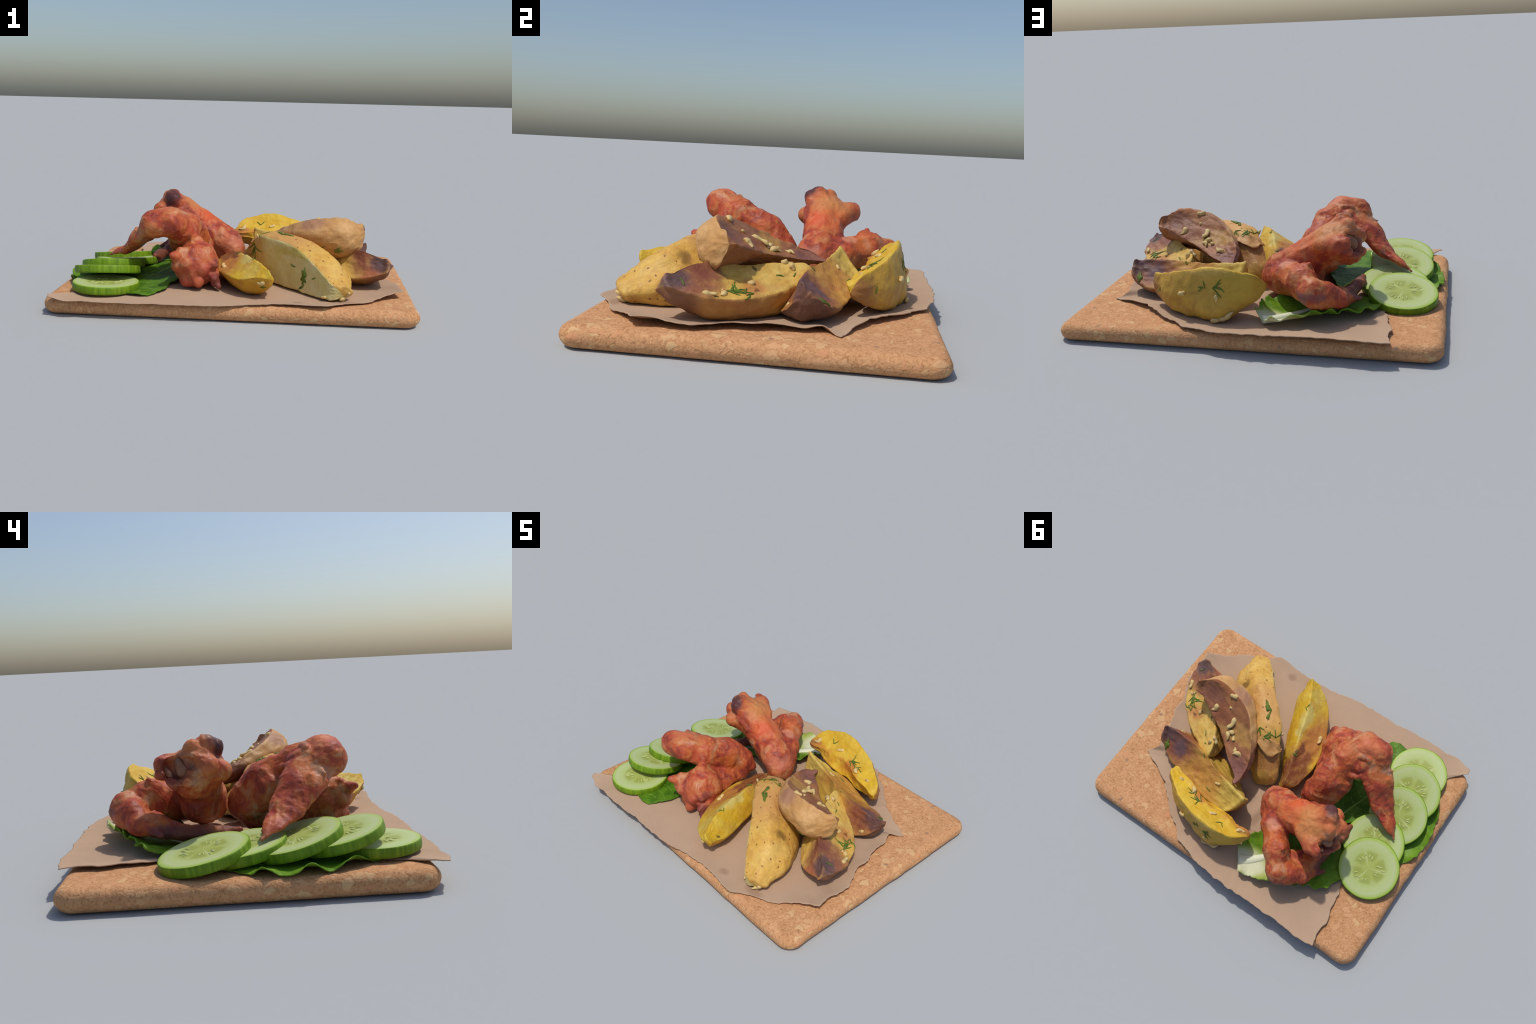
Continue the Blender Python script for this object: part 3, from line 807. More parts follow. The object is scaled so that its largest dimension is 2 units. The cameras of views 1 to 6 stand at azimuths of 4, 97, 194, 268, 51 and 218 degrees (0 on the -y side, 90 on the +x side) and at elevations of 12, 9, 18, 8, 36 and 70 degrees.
def smin(a, b, k):
    h = np.clip(0.5 + 0.5 * (b - a) / k, 0, 1)
    return b + (a - b) * h - k * h * (1 - h)

class Body:
    """lumps blended one after another; a prim marked 'cut' hollows out what came before"""
    def __init__(self, prims):
        self.prims = prims
        self.solid = [q for q in prims if not q.get("cut")]
    def one(self, p, q):
        return cone_dist(p, q["a"], q["b"], q["ra"], q["rb"], q.get("flat"), q.get("squash", 1.0))
    def value(self, p):
        d = None
        for q in self.prims:
            e = self.one(p, q)
            if q.get("cut"):
                d = -smin(-d, e, q["k"])
            else:
                d = e if d is None else smin(d, e, q["k"])
        return d
    def grad(self, p, h=0.0015):
        g = np.column_stack([self.value(p + h * e) - self.value(p - h * e) for e in np.eye(3)])
        return g / (np.linalg.norm(g, axis=1)[:, None] + 1e-9)
    def owner(self, p):
        ds = np.column_stack([self.one(p, q) for q in self.solid])
        return np.array([q["part"] for q in self.solid])[ds.argmin(1)]

def remesh(verts, faces, size):
    me = bpy.data.meshes.new("blank")
    me.from_pydata([tuple(v) for v in verts], [], [tuple(int(i) for i in f) for f in faces])
    ob = bpy.data.objects.new("blank", me)
    SC.objects.link(ob)
    md = ob.modifiers.new("Remesh", "REMESH")
    md.mode, md.voxel_size = "VOXEL", size
    dg = bpy.context.evaluated_depsgraph_get()
    em = ob.evaluated_get(dg).to_mesh()
    v = np.empty(len(em.vertices) * 3)
    em.vertices.foreach_get("co", v)
    f = [tuple(p.vertices) for p in em.polygons]
    ob.evaluated_get(dg).to_mesh_clear()
    bpy.data.objects.remove(ob)
    bpy.data.meshes.remove(me)
    return v.reshape(-1, 3), np.array(f)

def relax(v, f, amount=0.5):
    acc, cnt = np.zeros_like(v), np.zeros(len(v))
    for a, b in ((0, 1), (1, 2), (2, 3), (3, 0)):
        for i, j in ((a, b), (b, a)):
            np.add.at(acc, f[:, i], v[f[:, j]])
            np.add.at(cnt, f[:, i], 1)
    return v + amount * (acc / np.maximum(cnt, 1)[:, None] - v)

def body_mesh(body, size=0.0065):
    bm = bmesh.new()
    for q in body.solid:
        L = np.linalg.norm(q["b"] - q["a"])
        k = max(2, int(L / 0.02) + 1)
        for t in np.linspace(0, 1, k):
            r = (q["ra"] + (q["rb"] - q["ra"]) * t) * 0.98 * max(q.get("squash", 1.0) ** 0.5, 0.4)
            bmesh.ops.create_icosphere(bm, subdivisions=2, radius=max(r, 0.012), matrix=Matrix.Translation(Vector(q["a"] + (q["b"] - q["a"]) * t)))
    v = np.array([x.co[:] for x in bm.verts])
    bm.verts.index_update()
    f = [tuple(x.index for x in q.verts) for q in bm.faces]
    bm.free()
    for s in (0.011, size):
        v, f = remesh(v, f, s)
        for it in range(10):
            d = body.value(v)
            v = v - body.grad(v) * np.clip(d, -0.015, 0.015)[:, None]
            if it < 7:
                v = relax(v, f, 0.35)
    return v, f

def chicken_material(name, base, spots, tone=0.0):
    m = Mat(name, rough=0.42, spec=0.4)
    w1 = m.warp(9, 0.12)
    col = m.ramp(m.noise(8.5, 6, 0.6, vec=w1, dist=0.7), [(0.33, srgb(126, 54, 42)), (0.42, srgb(158, 69, 49)), (0.49, srgb(176, 82, 52)), (0.55, srgb(188, 106, 62)), (0.61, srgb(190, 124, 82)), (0.67, srgb(196, 144, 112))])
    amber = m.rng(m.noise(8, 4, 0.55, vec=m.vmath("ADD", w1, (7.3, 0.2, 5.4))), 0.50, 0.66)
    col = m.mix(m.math("MULTIPLY", amber, 0.65), col, srgb(196, 104, 48))
    glaze = m.rng(m.noise(10, 4, 0.6, vec=m.vmath("ADD", w1, (3.1, 1.7, 0.4))), 0.54, 0.68)
    col = m.mix(m.math("MULTIPLY", glaze, 0.55), col, srgb(168, 56, 42))
    pale = m.rng(m.noise(19, 5, 0.65, dist=1.0), 0.56, 0.72)
    col = m.mix(m.math("MULTIPLY", pale, 0.42), col, srgb(196, 142, 110))
    dark = m.rng(m.noise(16, 5, 0.65, vec=m.vmath("ADD", w1, (1.3, 9.2, 2.4)), dist=0.8), 0.54, 0.72)
    col = m.mix(m.math("MULTIPLY", dark, 0.6), col, srgb(104, 50, 42))
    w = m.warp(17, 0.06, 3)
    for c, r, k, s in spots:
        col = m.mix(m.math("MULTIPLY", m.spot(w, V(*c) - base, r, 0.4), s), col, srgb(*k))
    fleck = m.rng(m.noise(38, 3, 0.6), 0.66, 0.74)
    col = m.mix(m.math("MULTIPLY", fleck, 0.45), col, srgb(112, 52, 44))
    m.bump(m.math("ADD", m.noise(34, 4, 0.6, dist=0.6), m.math("MULTIPLY", m.noise(110, 2), 0.35)), 0.4, 0.007)
    m.b.inputs["Subsurface Weight"].default_value = 0.0
    return m.done(col)

def bone_material():
    m = Mat("bone_and_gristle", rough=0.4, spec=0.4)
    col = m.mix(m.noise(20, 3), srgb(128, 78, 58), srgb(160, 116, 88))
    col = m.mix(m.rng(m.noise(26, 3), 0.58, 0.7), col, srgb(120, 66, 50))
    return m.done(col)

def prim(part, a, b, ra, rb, k=0.05, flat=None, squash=1.0):
    q = dict(part=part, a=V(*a), b=V(*b) + V(1e-5, 0, 0), ra=ra, rb=rb, k=k, squash=squash)
    if flat is not None:
        q["flat"] = V(*flat)
    return q

def carve(a, b, ra, rb, k):
    q = prim(-1, a, b, ra, rb, k)
    q["cut"] = True
    return q

def finish_wing(body, label, spots, seed, bones=()):
    v, f = body_mesh(body)
    n = body.grad(v)
    off = V(seed, seed * 0.7, seed * 1.3)
    wq = v + 0.02 * np.column_stack([vnoise(v, 14, seed + k) for k in (1, 2, 3)])
    d = 0.006 * fbm(v + off, 9, 2, seed) + 0.0045 * ridged(wq + off, 11, 1, seed + 3) + 0.0022 * ridged(wq * V(1, 1, 0.6) + off, 27, 2, seed + 8) + 0.0008 * fbm(v + off, 80, 2, seed + 6) - 0.003
    v = v + n * d[:, None]
    v[:, 2] = np.maximum(v[:, 2], PAPER_Z + 0.004)
    base = np.append(v[:, :2].mean(0), v[:, 2].min())
    parts = ["drumette", "mid_wing", "wing_tip"]
    own = body.owner(v[f].mean(1))
    thing = empty_obj("chicken_wing", base, label, "chicken wing")
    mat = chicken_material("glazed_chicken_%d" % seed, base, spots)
    split_parts(v, f, own, parts, [mat] * 3, thing, base)
    for a, b, ra, rb in bones:
        L = np.linspace(0, 1, 15)
        pts = V(*a) + np.outer(L, V(*b) - V(*a)) + np.outer(np.sin(L * np.pi) * 0.004, (-1, 0, 0))
        rad = (ra + (rb - ra) * L) * np.sqrt(np.clip(1.02 - np.abs(2 * L - 1) ** 2.6, 0.02, 1))
        vv, ff = tube(pts, rad, 24, 0.9, up=(0.2, 0.9, 0.3))
        vv = vv + 0.16 * ra * fbm(vv, 30, 2, seed)[:, None]
        mesh_obj("bone_end", vv, ff, bone_material(), thing, base)
def build_wings():
    D, M, T = 0, 1, 2
    W = (-0.58, 0.12, 0.80)          # the tip is a blade facing out over the board end
    # wing leaning over the cucumbers
    one = Body([
        prim(D, (-0.245, -0.04, 0.175), (-0.225, -0.22, 0.20), 0.070, 0.082),
        prim(D, (-0.225, -0.22, 0.20), (-0.215, -0.35, 0.235), 0.082, 0.112),
        prim(D, (-0.215, -0.35, 0.225), (-0.225, -0.375, 0.215), 0.108, 0.104),
        prim(D, (-0.30, -0.435, 0.235), (-0.25, -0.40, 0.225), 0.044, 0.07, 0.015),
        prim(D, (-0.330, -0.495, 0.300), (-0.29, -0.42, 0.275), 0.018, 0.044, 0.02),
        prim(D, (-0.295, -0.435, 0.315), (-0.26, -0.39, 0.29), 0.020, 0.04, 0.012),
        prim(D, (-0.255, -0.455, 0.245), (-0.23, -0.41, 0.235), 0.044, 0.06, 0.010),
        prim(D, (-0.215, -0.33, 0.355), (-0.20, -0.30, 0.29), 0.032, 0.06, 0.03),
        prim(D, (-0.165, -0.445, 0.215), (-0.17, -0.38, 0.225), 0.040, 0.065, 0.010),
        prim(D, (-0.185, -0.455, 0.150), (-0.19, -0.40, 0.17), 0.034, 0.055, 0.012),
        prim(D, (-0.115, -0.42, 0.235), (-0.135, -0.33, 0.24), 0.026, 0.045, 0.010),
        prim(D, (-0.105, -0.445, 0.165), (-0.13, -0.38, 0.18), 0.026, 0.045, 0.008),
        prim(D, (-0.080, -0.448, 0.128), (-0.10, -0.43, 0.145), 0.018, 0.030, 0.012),
        prim(D, (-0.26, -0.425, 0.150), (-0.21, -0.39, 0.17), 0.045, 0.06, 0.02),
        prim(M, (-0.255, -0.005, 0.240), (-0.280, -0.10, 0.335), 0.086, 0.094, 0.03),
        prim(M, (-0.210, 0.035, 0.195), (-0.25, -0.02, 0.23), 0.040, 0.07, 0.03),
        prim(M, (-0.448, -0.365, 0.444), (-0.490, -0.340, 0.425), 0.072, 0.058, 0.02),
        prim(M, (-0.330, -0.03, 0.230), (-0.350, -0.12, 0.315), 0.058, 0.074, 0.03),
        prim(M, (-0.280, -0.10, 0.335), (-0.305, -0.245, 0.400), 0.096, 0.098, 0.02),
        prim(M, (-0.310, -0.250, 0.405), (-0.360, -0.345, 0.455), 0.096, 0.080, 0.02),
        prim(M, (-0.250, -0.245, 0.445), (-0.29, -0.27, 0.43), 0.034, 0.05, 0.02),
        prim(M, (-0.360, -0.352, 0.455), (-0.448, -0.365, 0.444), 0.080, 0.075, 0.03),
        prim(M, (-0.395, -0.215, 0.440), (-0.42, -0.28, 0.45), 0.024, 0.045, 0.02),
        prim(M, (-0.372, -0.262, 0.497), (-0.432, -0.272, 0.496), 0.015, 0.012, 0.012),
        prim(M, (-0.395, -0.165, 0.405), (-0.450, -0.190, 0.420), 0.024, 0.012, 0.012),
        prim(M, (-0.235, -0.185, 0.405), (-0.265, -0.225, 0.450), 0.018, 0.022, 0.012),
        prim(M, (-0.53, -0.31, 0.41), (-0.584, -0.340, 0.402), 0.026, 0.003, 0.012),
        prim(T, (-0.430, -0.300, 0.430), (-0.520, -0.255, 0.378), 0.092, 0.102, 0.02, W, 0.46),
        prim(T, (-0.520, -0.255, 0.378), (-0.628, -0.165, 0.275), 0.102, 0.075, 0.01, W, 0.40),
        prim(T, (-0.628, -0.165, 0.275), (-0.718, -0.102, 0.232), 0.075, 0.045, 0.01, W, 0.40),
        prim(T, (-0.718, -0.102, 0.232), (-0.806, -0.040, 0.186), 0.045, 0.004, 0.01, W, 0.42),
        prim(T, (-0.565, -0.27, 0.375), (-0.580, -0.268, 0.408), 0.03, 0.006, 0.012),
    ])
    finish_wing(one, "glazed chicken wing arched over cucumber slices", [
        ((-0.07, -0.45, 0.14), (0.09, 0.06, 0.08), (98, 52, 50), 0.85),
        ((-0.52, -0.33, 0.37), (0.04, 0.05, 0.05), (165, 110, 90), 0.6), ((-0.22, -0.44, 0.2), (0.12, 0.1, 0.1), (156, 70, 58), 0.5),
        ((-0.09, -0.40, 0.245), (0.05, 0.05, 0.03), (110, 56, 52), 0.7), ((-0.79, -0.05, 0.19), (0.05, 0.05, 0.05), (150, 84, 60), 0.7),
        ((-0.39, -0.33, 0.52), (0.07, 0.06, 0.05), (206, 116, 78), 0.7), ((-0.406, -0.27, 0.51), (0.025, 0.02, 0.03), (140, 104, 80), 0.7)], 4)

    two = Body([
        prim(D, (-0.455, 0.205, 0.440), (-0.40, 0.205, 0.425), 0.100, 0.108),
        prim(D, (-0.445, 0.160, 0.525), (-0.40, 0.185, 0.47), 0.050, 0.065, 0.015),
        prim(D, (-0.430, 0.115, 0.520), (-0.39, 0.16, 0.47), 0.036, 0.055, 0.012),
        prim(D, (-0.480, 0.215, 0.525), (-0.45, 0.21, 0.49), 0.038, 0.05, 0.010),
        prim(D, (-0.455, 0.105, 0.425), (-0.40, 0.155, 0.41), 0.046, 0.065, 0.020),
        prim(D, (-0.525, 0.150, 0.450), (-0.47, 0.16, 0.44), 0.046, 0.055, 0.010),
        prim(D, (-0.445, 0.328, 0.455), (-0.36, 0.275, 0.42), 0.054, 0.066, 0.03),
        prim(D, (-0.480, 0.345, 0.470), (-0.43, 0.330, 0.46), 0.034, 0.042, 0.012),
        prim(D, (-0.495, 0.350, 0.420), (-0.45, 0.320, 0.43), 0.024, 0.040, 0.012),
        prim(D, (-0.500, 0.23, 0.365), (-0.42, 0.21, 0.37), 0.056, 0.075, 0.03),
        prim(D, (-0.562, 0.235, 0.392), (-0.52, 0.23, 0.375), 0.022, 0.036, 0.015),
        prim(D, (-0.40, 0.205, 0.425), (-0.25, 0.205, 0.325), 0.106, 0.103, 0.02),
        prim(D, (-0.25, 0.205, 0.325), (-0.11, 0.180, 0.255), 0.103, 0.094, 0.02),
        prim(D, (-0.11, 0.180, 0.255), (-0.060, 0.155, 0.205), 0.094, 0.072, 0.02),
        prim(D, (-0.27, 0.22, 0.23), (-0.15, 0.20, 0.20), 0.075, 0.08, 0.03),
        prim(D, (-0.390, 0.105, 0.455), (-0.310, 0.108, 0.405), 0.020, 0.014, 0.012),
        prim(D, (-0.262, 0.140, 0.410), (-0.258, 0.139, 0.438), 0.022, 0.008, 0.015),
        prim(M, (-0.068, 0.175, 0.205), (-0.165, 0.30, 0.245), 0.082, 0.090, 0.03),
        prim(M, (-0.165, 0.30, 0.245), (-0.270, 0.432, 0.275), 0.092, 0.090, 0.02, (0.77, 0.63, 0), 0.78),
        prim(M, (-0.285, 0.415, 0.335), (-0.306, 0.427, 0.372), 0.040, 0.012, 0.02),
        prim(M, (-0.270, 0.432, 0.275), (-0.345, 0.525, 0.252), 0.088, 0.074, 0.02, (0.77, 0.63, 0), 0.85),
        prim(M, (-0.345, 0.525, 0.252), (-0.395, 0.500, 0.240), 0.074, 0.066, 0.02),
        prim(T, (-0.38, 0.505, 0.238), (-0.465, 0.457, 0.203), 0.068, 0.052, 0.03, (0, 0, 1), 0.9),
        prim(T, (-0.465, 0.457, 0.203), (-0.562, 0.350, 0.172), 0.052, 0.006, 0.02, (0, 0, 1), 0.85),
        prim(T, (-0.38, 0.42, 0.205), (-0.455, 0.345, 0.178), 0.070, 0.060, 0.02, (0, 0, 1), 0.45),
        prim(T, (-0.455, 0.345, 0.178), (-0.495, 0.22, 0.165), 0.060, 0.036, 0.02, (0, 0, 1), 0.5),
        prim(T, (-0.42, 0.43, 0.215), (-0.50, 0.28, 0.172), 0.036, 0.030, 0.02),
        prim(T, (-0.50, 0.28, 0.172), (-0.525, 0.09, 0.162), 0.030, 0.028, 0.02),
        prim(T, (-0.525, 0.09, 0.162), (-0.535, 0.03, 0.176), 0.028, 0.012, 0.02),
        carve((-0.575, 0.300, 0.450), (-0.485, 0.290, 0.450), 0.062, 0.045, 0.012),
        carve((-0.570, 0.215, 0.475), (-0.520, 0.235, 0.470), 0.040, 0.024, 0.010),
        prim(D, (-0.525, 0.290, 0.380), (-0.505, 0.315, 0.392), 0.024, 0.020, 0.006),
        prim(D, (-0.548, 0.262, 0.388), (-0.54, 0.235, 0.392), 0.018, 0.020, 0.005),
    ])
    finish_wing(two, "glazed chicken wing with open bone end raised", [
        ((-0.36, 0.24, 0.48), (0.12, 0.10, 0.07), (198, 132, 76), 0.75), ((-0.25, 0.24, 0.42), (0.12, 0.10, 0.06), (202, 100, 56), 0.6), ((-0.44, 0.115, 0.535), (0.055, 0.055, 0.06), (80, 48, 48), 0.95),
        ((-0.349, 0.275, 0.455), (0.012, 0.010, 0.02), (120, 84, 80), 0.8), ((-0.17, 0.335, 0.33), (0.05, 0.035, 0.03), (208, 142, 112), 0.6),  # second spot: pale glare on the skin, painted into its colour
        ((-0.53, 0.28, 0.44), (0.05, 0.08, 0.07), (104, 54, 50), 0.7), ((-0.50, 0.17, 0.17), (0.07, 0.2, 0.04), (96, 56, 46), 0.85),
        ((-0.49, 0.19, 0.52), (0.05, 0.06, 0.05), (190, 116, 72), 0.6), ((-0.53, 0.15, 0.45), (0.04, 0.04, 0.05), (180, 108, 70), 0.6),
        ((-0.55, 0.36, 0.175), (0.06, 0.06, 0.05), (104, 56, 56), 0.8), ((-0.28, 0.57, 0.24), (0.05, 0.05, 0.03), (116, 88, 90), 0.6),
        ((-0.36, 0.585, 0.255), (0.08, 0.03, 0.02), (110, 78, 80), 0.6), ((-0.22, 0.13, 0.43), (0.06, 0.07, 0.05), (208, 92, 54), 0.6),
        ((-0.07, 0.15, 0.26), (0.1, 0.1, 0.05), (198, 124, 96), 0.55)], 9,
        [((-0.472, 0.278, 0.488), (-0.516, 0.244, 0.405), 0.024, 0.036), ((-0.462, 0.345, 0.452), (-0.502, 0.302, 0.408), 0.013, 0.019)])

# ------------------------------------------------------------------ cucumber
def cucumber_materials():
    m = Mat("cucumber_flesh", rough=0.3, spec=0.5)
    sep = m.node("ShaderNodeSeparateXYZ", Vector=m.co)
    r = m.vmath("LENGTH", m.vmath("MULTIPLY", m.warp(20, 0.008), (1, 1, 0)))
    ang = m.math("ARCTAN2", sep.outputs[1], sep.outputs[0])
    lob = m.math("MULTIPLY", m.math("COSINE", m.math("MULTIPLY", ang, 3.0)), 0.012)
    rr = m.math("ADD", r, lob)
    col = m.ramp(m.math("MULTIPLY", r, 5.2), [(0.0, srgb(176, 186, 108)), (0.5, srgb(172, 184, 112)), (0.62, srgb(178, 192, 124)), (0.8, srgb(182, 194, 138)),
                                              (0.90, srgb(166, 188, 92)), (0.955, srgb(140, 172, 48)), (1.0, srgb(92, 128, 24))])
    core = m.rng(rr, 0.105, 0.075)
    col = m.mix(m.math("MULTIPLY", core, 0.75), col, srgb(164, 174, 88))
    lens = m.rng(m.math("ABSOLUTE", m.math("SINE", m.math("MULTIPLY", ang, 3.0))), 0.25, 0.75)
    belt = m.math("MULTIPLY", m.rng(r, 0.028, 0.055), m.rng(r, 0.108, 0.088))
    col = m.mix(m.math("MULTIPLY", m.math("MULTIPLY", lens, belt), 0.55), col, srgb(142, 152, 66))
    rays = m.math("ABSOLUTE", m.math("COSINE", m.math("MULTIPLY", ang, 1.5)))
    ray = m.math("MULTIPLY", m.rng(rays, 0.0, 0.22, 1, 0), m.rng(r, 0.12, 0.09))
    col = m.mix(m.math("MULTIPLY", ray, 0.6), col, srgb(196, 204, 144))
    fibre = m.rng(m.noise(60, 2, vec=m.node("ShaderNodeCombineXYZ", X=m.math("MULTIPLY", ang, 0.5), Y=m.math("MULTIPLY", r, 0.25)).outputs[0]), 0.5, 0.68)
    col = m.mix(m.math("MULTIPLY", m.math("MULTIPLY", fibre, core), 0.4), col, srgb(140, 152, 66))
    col = m.mix(m.math("MULTIPLY", m.rng(m.noise(14, 3), 0.55, 0.75), 0.3), col, srgb(164, 190, 92))
    m.bump(m.noise(50, 3), 0.12, 0.004)
    flesh = m.done(col)

    k = Mat("cucumber_rind", rough=0.35, spec=0.45)
    sep = k.node("ShaderNodeSeparateXYZ", Vector=k.co)
    ang = k.math("ARCTAN2", sep.outputs[1], sep.outputs[0])
    st = k.noise(9, 3, 0.6, vec=k.node("ShaderNodeCombineXYZ", X=k.math("MULTIPLY", ang, 1.0), Y=k.math("MULTIPLY", sep.outputs[2], 0.6)).outputs[0])
    col = k.ramp(st, [(0.3, srgb(84, 116, 16)), (0.5, srgb(104, 138, 24)), (0.7, srgb(128, 158, 34))])
    rind = k.done(col)

    s = Mat("cucumber_seed", rough=0.35, spec=0.5)
    seed = s.done(s.mix(s.noise(20), srgb(170, 180, 104), srgb(188, 196, 132)))
    return flesh, rind, seed

def build_cucumbers():
    flesh, rind, seedm = cucumber_materials()
    slices = [((-0.768, 0.182, 0.164), (-0.06, 0.20), 0.185, 0.3), ((-0.709, 0.035, 0.164), (-0.04, 0.16), 0.186, 2.1),
              ((-0.735, -0.188, 0.190), (-0.05, 0.28), 0.181, 3.9), ((-0.722, -0.356, 0.196), (-0.03, 0.245), 0.182, 5.0), ((-0.692, -0.508, 0.147), (0.02, 0.04), 0.180, 0.9)]
    for idx, (c, tilt, R, spin) in enumerate(slices):
        n = V(tilt[0], tilt[1], 1); n /= np.linalg.norm(n)
        th = 0.043
        thing = bpy.data.objects.new("cucumber_slice", None)
        SC.objects.link(thing)
        z = Vector(n); x = Vector((1, 0, 0)); y = z.cross(x).normalized(); x = y.cross(z)
        rot = Matrix((x, y, z)).transposed().to_4x4() @ Matrix.Rotation(spin, 4, "Z")
        thing.matrix_world = Matrix.Translation(Vector(V(*c) - n * th)) @ rot
        thing["label"], thing["category"] = "fresh cucumber slice with green rind and pale flesh", "cucumber slice"
        r = np.random.default_rng(60 + idx)
        A = 144
        a = np.linspace(0, 2 * np.pi, A, endpoint=False)
        wob = 1 + 0.006 * np.cos(2 * a + r.uniform(0, 6)) + 0.005 * np.cos(3 * a + r.uniform(0, 6)) + 0.003 * np.cos(7 * a + r.uniform(0, 6))
        def ring(rad, zz):
            return np.column_stack([rad * wob * np.cos(a), rad * wob * np.sin(a), np.full(A, zz) if np.isscalar(zz) else zz])
        def lathe(prof, cap0, cap1):
            vs = np.vstack([ring(*p) for p in prof])
            fs = []
            for i in range(len(prof) - 1):
                for j in range(A):
                    k = (j + 1) % A
                    fs.append((i * A + j, i * A + k, (i + 1) * A + k, (i + 1) * A + j))
            vs = list(vs)
            if cap0 is not None:
                vs.append(V(0, 0, cap0)); o = len(vs) - 1
                fs += [(o, (j + 1) % A, j) for j in range(A)]
            if cap1 is not None:
                vs.append(V(0, 0, cap1)); o = len(vs) - 1
                b = (len(prof) - 1) * A
                fs += [(o, b + j, b + (j + 1) % A) for j in range(A)]
            return np.array(vs), fs
        R0 = R - 0.004
        top = [(R0, th - 0.0008)] + [(R0 * q, th + dz) for q, dz in ((0.985, 0.0), (0.93, 0.0005), (0.8, 0.0004), (0.68, 0.0), (0.58, -0.0012), (0.46, -0.0018), (0.34, -0.0012), (0.2, -0.0016), (0.08, 0.0))]
        vs, fs = lathe(top, None, th)
        bot = [(R0 * q, 0.0) for q in (0.2, 0.5, 0.8, 1.0)]
        vb, fb = lathe(bot, 0.0, None)
        v, f = join([(vs, fs), (vb, fb)])
        me = mesh_obj("slice_flesh", v, f, flesh, thing)
        wall = [(R0, 0.0), (R - 0.001, 0.002), (R + 0.0005, 0.010), (R + 0.001, th / 2), (R, th - 0.008), (R - 0.0012, th - 0.002), (R0, th - 0.0008)]
        v, f = lathe(wall, None, None)
        mesh_obj("slice_rind", v, f, rind, thing)
        # seeds in three chambers
        parts = []
        for cham in range(3):
            for s in range(5):
                ang = cham * 2 * np.pi / 3 + (s - 2) * 0.26 + r.uniform(-0.06, 0.06) + np.pi / 3
                rad = r.uniform(0.055, 0.088) * R / 0.185
                L = r.uniform(0.011, 0.015)
                t = np.linspace(-1, 1, 7)
                d = V(math.cos(ang), math.sin(ang), 0)
                pts = d * rad + np.outer(t * L, d) + V(0, 0, th - 0.0012)
                parts.append(tube(pts, 0.0048 * np.sqrt(np.clip(1 - t ** 2, 0.03, 1)) * (1 - 0.3 * t), 8, 0.55))
        v, f = join(parts)
        mesh_obj("cucumber_seed", v, f, seedm, thing, kind="stuff")

# ------------------------------------------------------------------ lettuce
def leaf_material(name, a, b, base, white=None):
    m = Mat(name, rough=0.5, spec=0.3)
    col = m.mix(m.rng(m.noise(12, 4, 0.6), 0.35, 0.65), a, b)
    v = m.voro(26, "Distance", "DISTANCE_TO_EDGE", vec=m.warp(12, 0.05))
    col = m.mix(m.math("MULTIPLY", m.rng(v, 0.0, 0.05, 1, 0), 0.15), col, srgb(140, 172, 62))
    if white:
        w = m.warp(10, 0.04)
        for c, r, k, s in white:
            col = m.mix(m.math("MULTIPLY", m.spot(w, V(*c) - base, r, 0.3), s), col, srgb(*k))
    m.bump(m.math("ADD", m.noise(22, 3), m.math("MULTIPLY", m.rng(v, 0.0, 0.15), 0.3)), 0.3, 0.008)
    mat = m.done(col)
    nt = m.nt
    tr = nt.nodes.new("ShaderNodeBsdfTranslucent")
    nt.links.new(m.b.inputs["Base Color"].links[0].from_socket, tr.inputs["Color"])
    mx = nt.nodes.new("ShaderNodeMixShader")
    mx.inputs[0].default_value = 0.2
    nt.links.new(m.b.outputs[0], mx.inputs[1])
    nt.links.new(tr.outputs[0], mx.inputs[2])
    out = [n for n in nt.nodes if n.type == "OUTPUT_MATERIAL"][0]
    nt.links.new(mx.outputs[0], out.inputs[0])
    return mat

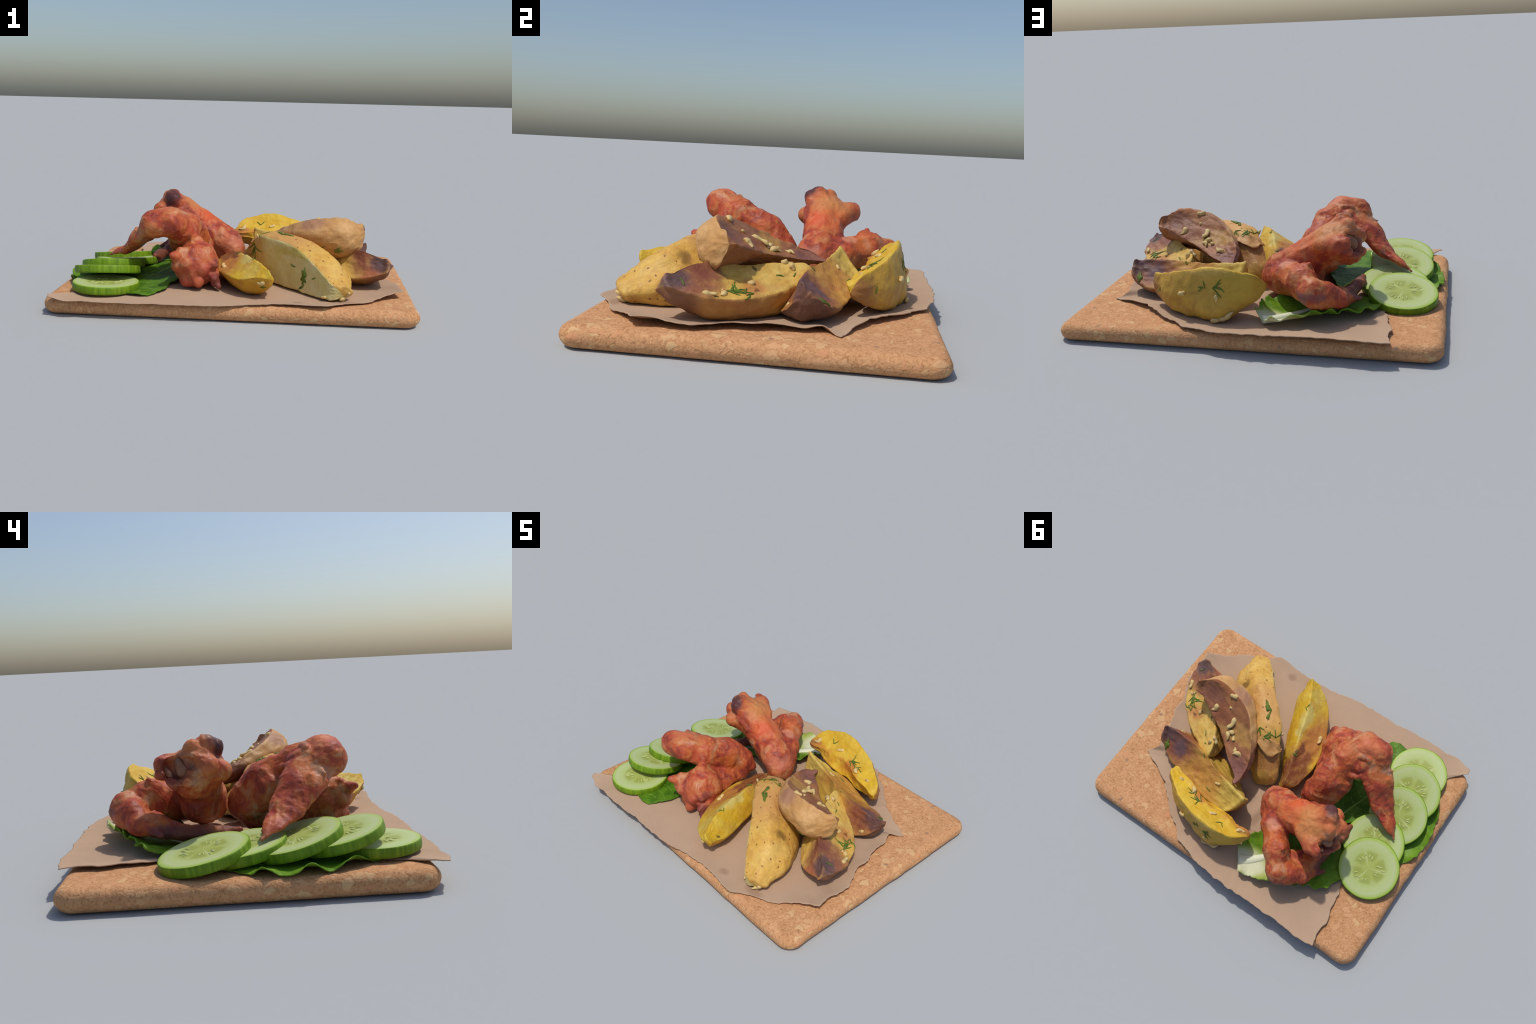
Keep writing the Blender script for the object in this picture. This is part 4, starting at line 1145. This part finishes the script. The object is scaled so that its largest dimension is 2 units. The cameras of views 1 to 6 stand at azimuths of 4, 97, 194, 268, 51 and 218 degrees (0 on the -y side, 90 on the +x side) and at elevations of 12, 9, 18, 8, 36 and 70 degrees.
def build_leaf(label, spine, left, right, lift, frill, freq, seed, colours, white=None, rib=0.010, rib_col=None, thick=0.004, tooth=0.006):
    """leaf blade swept along a midrib; half-widths to each side, edge lift, frilled rim"""
    nu, nv = 110, 61
    u = np.linspace(0, 1, nu)
    C = through(np.array(spine, float), u)
    T = np.gradient(C, axis=0)
    side = np.cross(T, V(0, 0, 1)); side /= np.linalg.norm(side, axis=1)[:, None]
    L = through(np.column_stack([left, lift[0], np.zeros(len(left))]), u)
    Rr = through(np.column_stack([right, lift[1], np.zeros(len(right))]), u)
    s = np.linspace(-1, 1, nv)
    s = np.sign(s) * np.abs(s) ** 0.85
    verts = np.zeros((nu, nv, 3))
    for j, w in enumerate(s):
        arr = L if w < 0 else Rr
        aw = abs(w)
        half = np.maximum(arr[:, 0], 0.002)
        ph = seed + (0 if w < 0 else 2.2)
        edge_noise = fbm(np.column_stack([u * 14, np.full(nu, ph), np.zeros(nu)]), 1.6, 3, seed)
        fr = frill * np.sin(u * freq * 2 * np.pi + ph + 1.4 * vnoise(np.column_stack([u * 5, np.full(nu, ph), np.zeros(nu)]), 1, seed))
        off = side * (w * (half + tooth * edge_noise * aw ** 3))[:, None]
        p = C + off
        p[:, 2] += arr[:, 1] * aw ** 2 + fr * aw ** 3 + 0.003 * np.abs(np.sin(u * 40 + aw * 9)) * aw * 0.6
        verts[:, j] = p
    flat = verts.reshape(-1, 3)
    flat[:, 2] += 0.003 * fbm(flat, 16, 2, seed)
    flat[:, 2] = np.maximum(flat[:, 2], PAPER_Z + 0.004 + 0.002 * vnoise(flat, 30, seed))
    faces = [(i * nv + j, i * nv + j + 1, (i + 1) * nv + j + 1, (i + 1) * nv + j) for i in range(nu - 1) for j in range(nv - 1)]
    nr = vertex_normals(flat, faces)
    if nr[:, 2].mean() < 0:
        nr = -nr
        faces = [f[::-1] for f in faces]
    N = len(flat)
    rim = [i * nv for i in range(nu)] + [(nu - 1) * nv + j for j in range(1, nv)] + [i * nv + nv - 1 for i in range(nu - 2, -1, -1)] + [j for j in range(nv - 2, 0, -1)]
    allf = list(faces) + [tuple(N + i for i in f[::-1]) for f in faces]
    for k in range(len(rim)):
        a, b = rim[k], rim[(k + 1) % len(rim)]
        allf.append((a, b, N + b, N + a))
    V2 = np.vstack([flat + nr * thick * 0.5, flat - nr * thick * 0.5])
    base = np.append(V2[:, :2].mean(0), V2[:, 2].min())
    thing = empty_obj("lettuce_leaf", base, label, "lettuce leaf")
    mat = leaf_material("lettuce_%d" % seed, colours[0], colours[1], base, white)
    ob = mesh_obj("leaf_blade", V2, allf, mat, thing, base)
    bm = bmesh.new(); bm.from_mesh(ob.data); bmesh.ops.recalc_face_normals(bm, faces=bm.faces); bm.to_mesh(ob.data); bm.free()
    # midrib and side veins lie on the blade
    surf = Surface(flat, faces)
    vein = min(rib, 0.008)
    parts = [tube([surf.at(p)[0] for p in C[2:-6:3]], np.linspace(rib, rib * 0.12, len(C[2:-6:3])), 8, 0.6)]
    for k, t0 in enumerate(np.linspace(0.12, 0.85, 9)):
        for sg in (-1, 1):
            i0 = int(t0 * (nu - 1))
            arr = L if sg < 0 else Rr
            line = []
            for q in np.linspace(0.02, 0.85, 9):
                i1 = min(nu - 1, int(i0 + q * 12))
                line.append(surf.at(C[i1] + side[i1] * sg * q * arr[i1, 0] + V(0, 0, arr[i1, 1] * q * q))[0] + V(0, 0, 0.0012))
            parts.append(tube(line, np.linspace(vein * 0.22, vein * 0.08, 9) + 0.0006, 6, 0.6))
    v, f = join(parts)
    rm = herb_material("leaf_rib_%d" % seed, *(rib_col or (srgb(120, 156, 60), srgb(150, 180, 90))))
    mesh_obj("leaf_rib", v, f, rm, thing, base)

def build_lettuce():
    g1, g2 = srgb(96, 140, 26), srgb(124, 164, 42)
    dk1, dk2 = srgb(68, 112, 18), srgb(98, 142, 32)
    build_leaf("romaine leaf with thick white rib under the wing",
        spine=[(-0.088, 0.590, 0.128), (-0.15, 0.545, 0.116), (-0.24, 0.45, 0.108), (-0.36, 0.34, 0.106), (-0.50, 0.24, 0.105), (-0.62, 0.16, 0.105)],
        left=[0.085, 0.13, 0.15, 0.13, 0.08, 0.03][::1], right=[0.07, 0.12, 0.17, 0.21, 0.22, 0.12],
        lift=([0.03, 0.06, 0.05, 0.02, 0.01, 0.0], [0.03, 0.045, 0.065, 0.055, 0.04, 0.02]), frill=0.013, freq=7, seed=2, colours=(g1, g2), tooth=0.012,
        white=[((-0.17, 0.57, 0.125), (0.16, 0.10, 0.08), (190, 200, 110), 0.85), ((-0.15, 0.58, 0.12), (0.12, 0.085, 0.06), (220, 222, 188), 0.95)],
        rib=0.034, rib_col=(srgb(214, 218, 186), srgb(228, 230, 206)), thick=0.007)
    build_leaf("broad green lettuce leaf under the cucumber slices",
        spine=[(-0.42, 0.06, 0.115), (-0.47, -0.10, 0.112), (-0.515, -0.24, 0.108), (-0.53, -0.38, 0.106), (-0.49, -0.52, 0.106), (-0.46, -0.625, 0.108)],
        left=[0.03, 0.16, 0.20, 0.18, 0.13, 0.02], right=[0.03, 0.12, 0.18, 0.26, 0.24, 0.02],
        lift=([0.01, 0.02, 0.02, 0.01, 0.005, 0.0], [0.02, 0.02, 0.015, 0.02, 0.02, 0.005]), frill=0.006, freq=4, seed=5, colours=(dk1, dk2), rib=0.007)
    build_leaf("frilled lettuce leaf along the board end",
        spine=[(-0.84, 0.10, 0.106), (-0.83, -0.02, 0.104), (-0.83, -0.16, 0.104), (-0.82, -0.32, 0.104), (-0.80, -0.46, 0.104), (-0.78, -0.56, 0.104)],
        left=[0.02, 0.10, 0.13, 0.13, 0.12, 0.02], right=[0.02, 0.12, 0.142, 0.125, 0.06, 0.01],
        lift=([0.0] * 6, [0.0, 0.0, 0.012, 0.014, 0.012, 0.0]), frill=0.021, freq=4.2, seed=7, colours=(g1, g2), rib=0.006)

build_board()
build_paper()
build_lettuce()
build_cucumbers()
build_potatoes()
build_wings()
for o in [o for o in bpy.data.objects if o.name.startswith("blank")]:
    bpy.data.objects.remove(o)
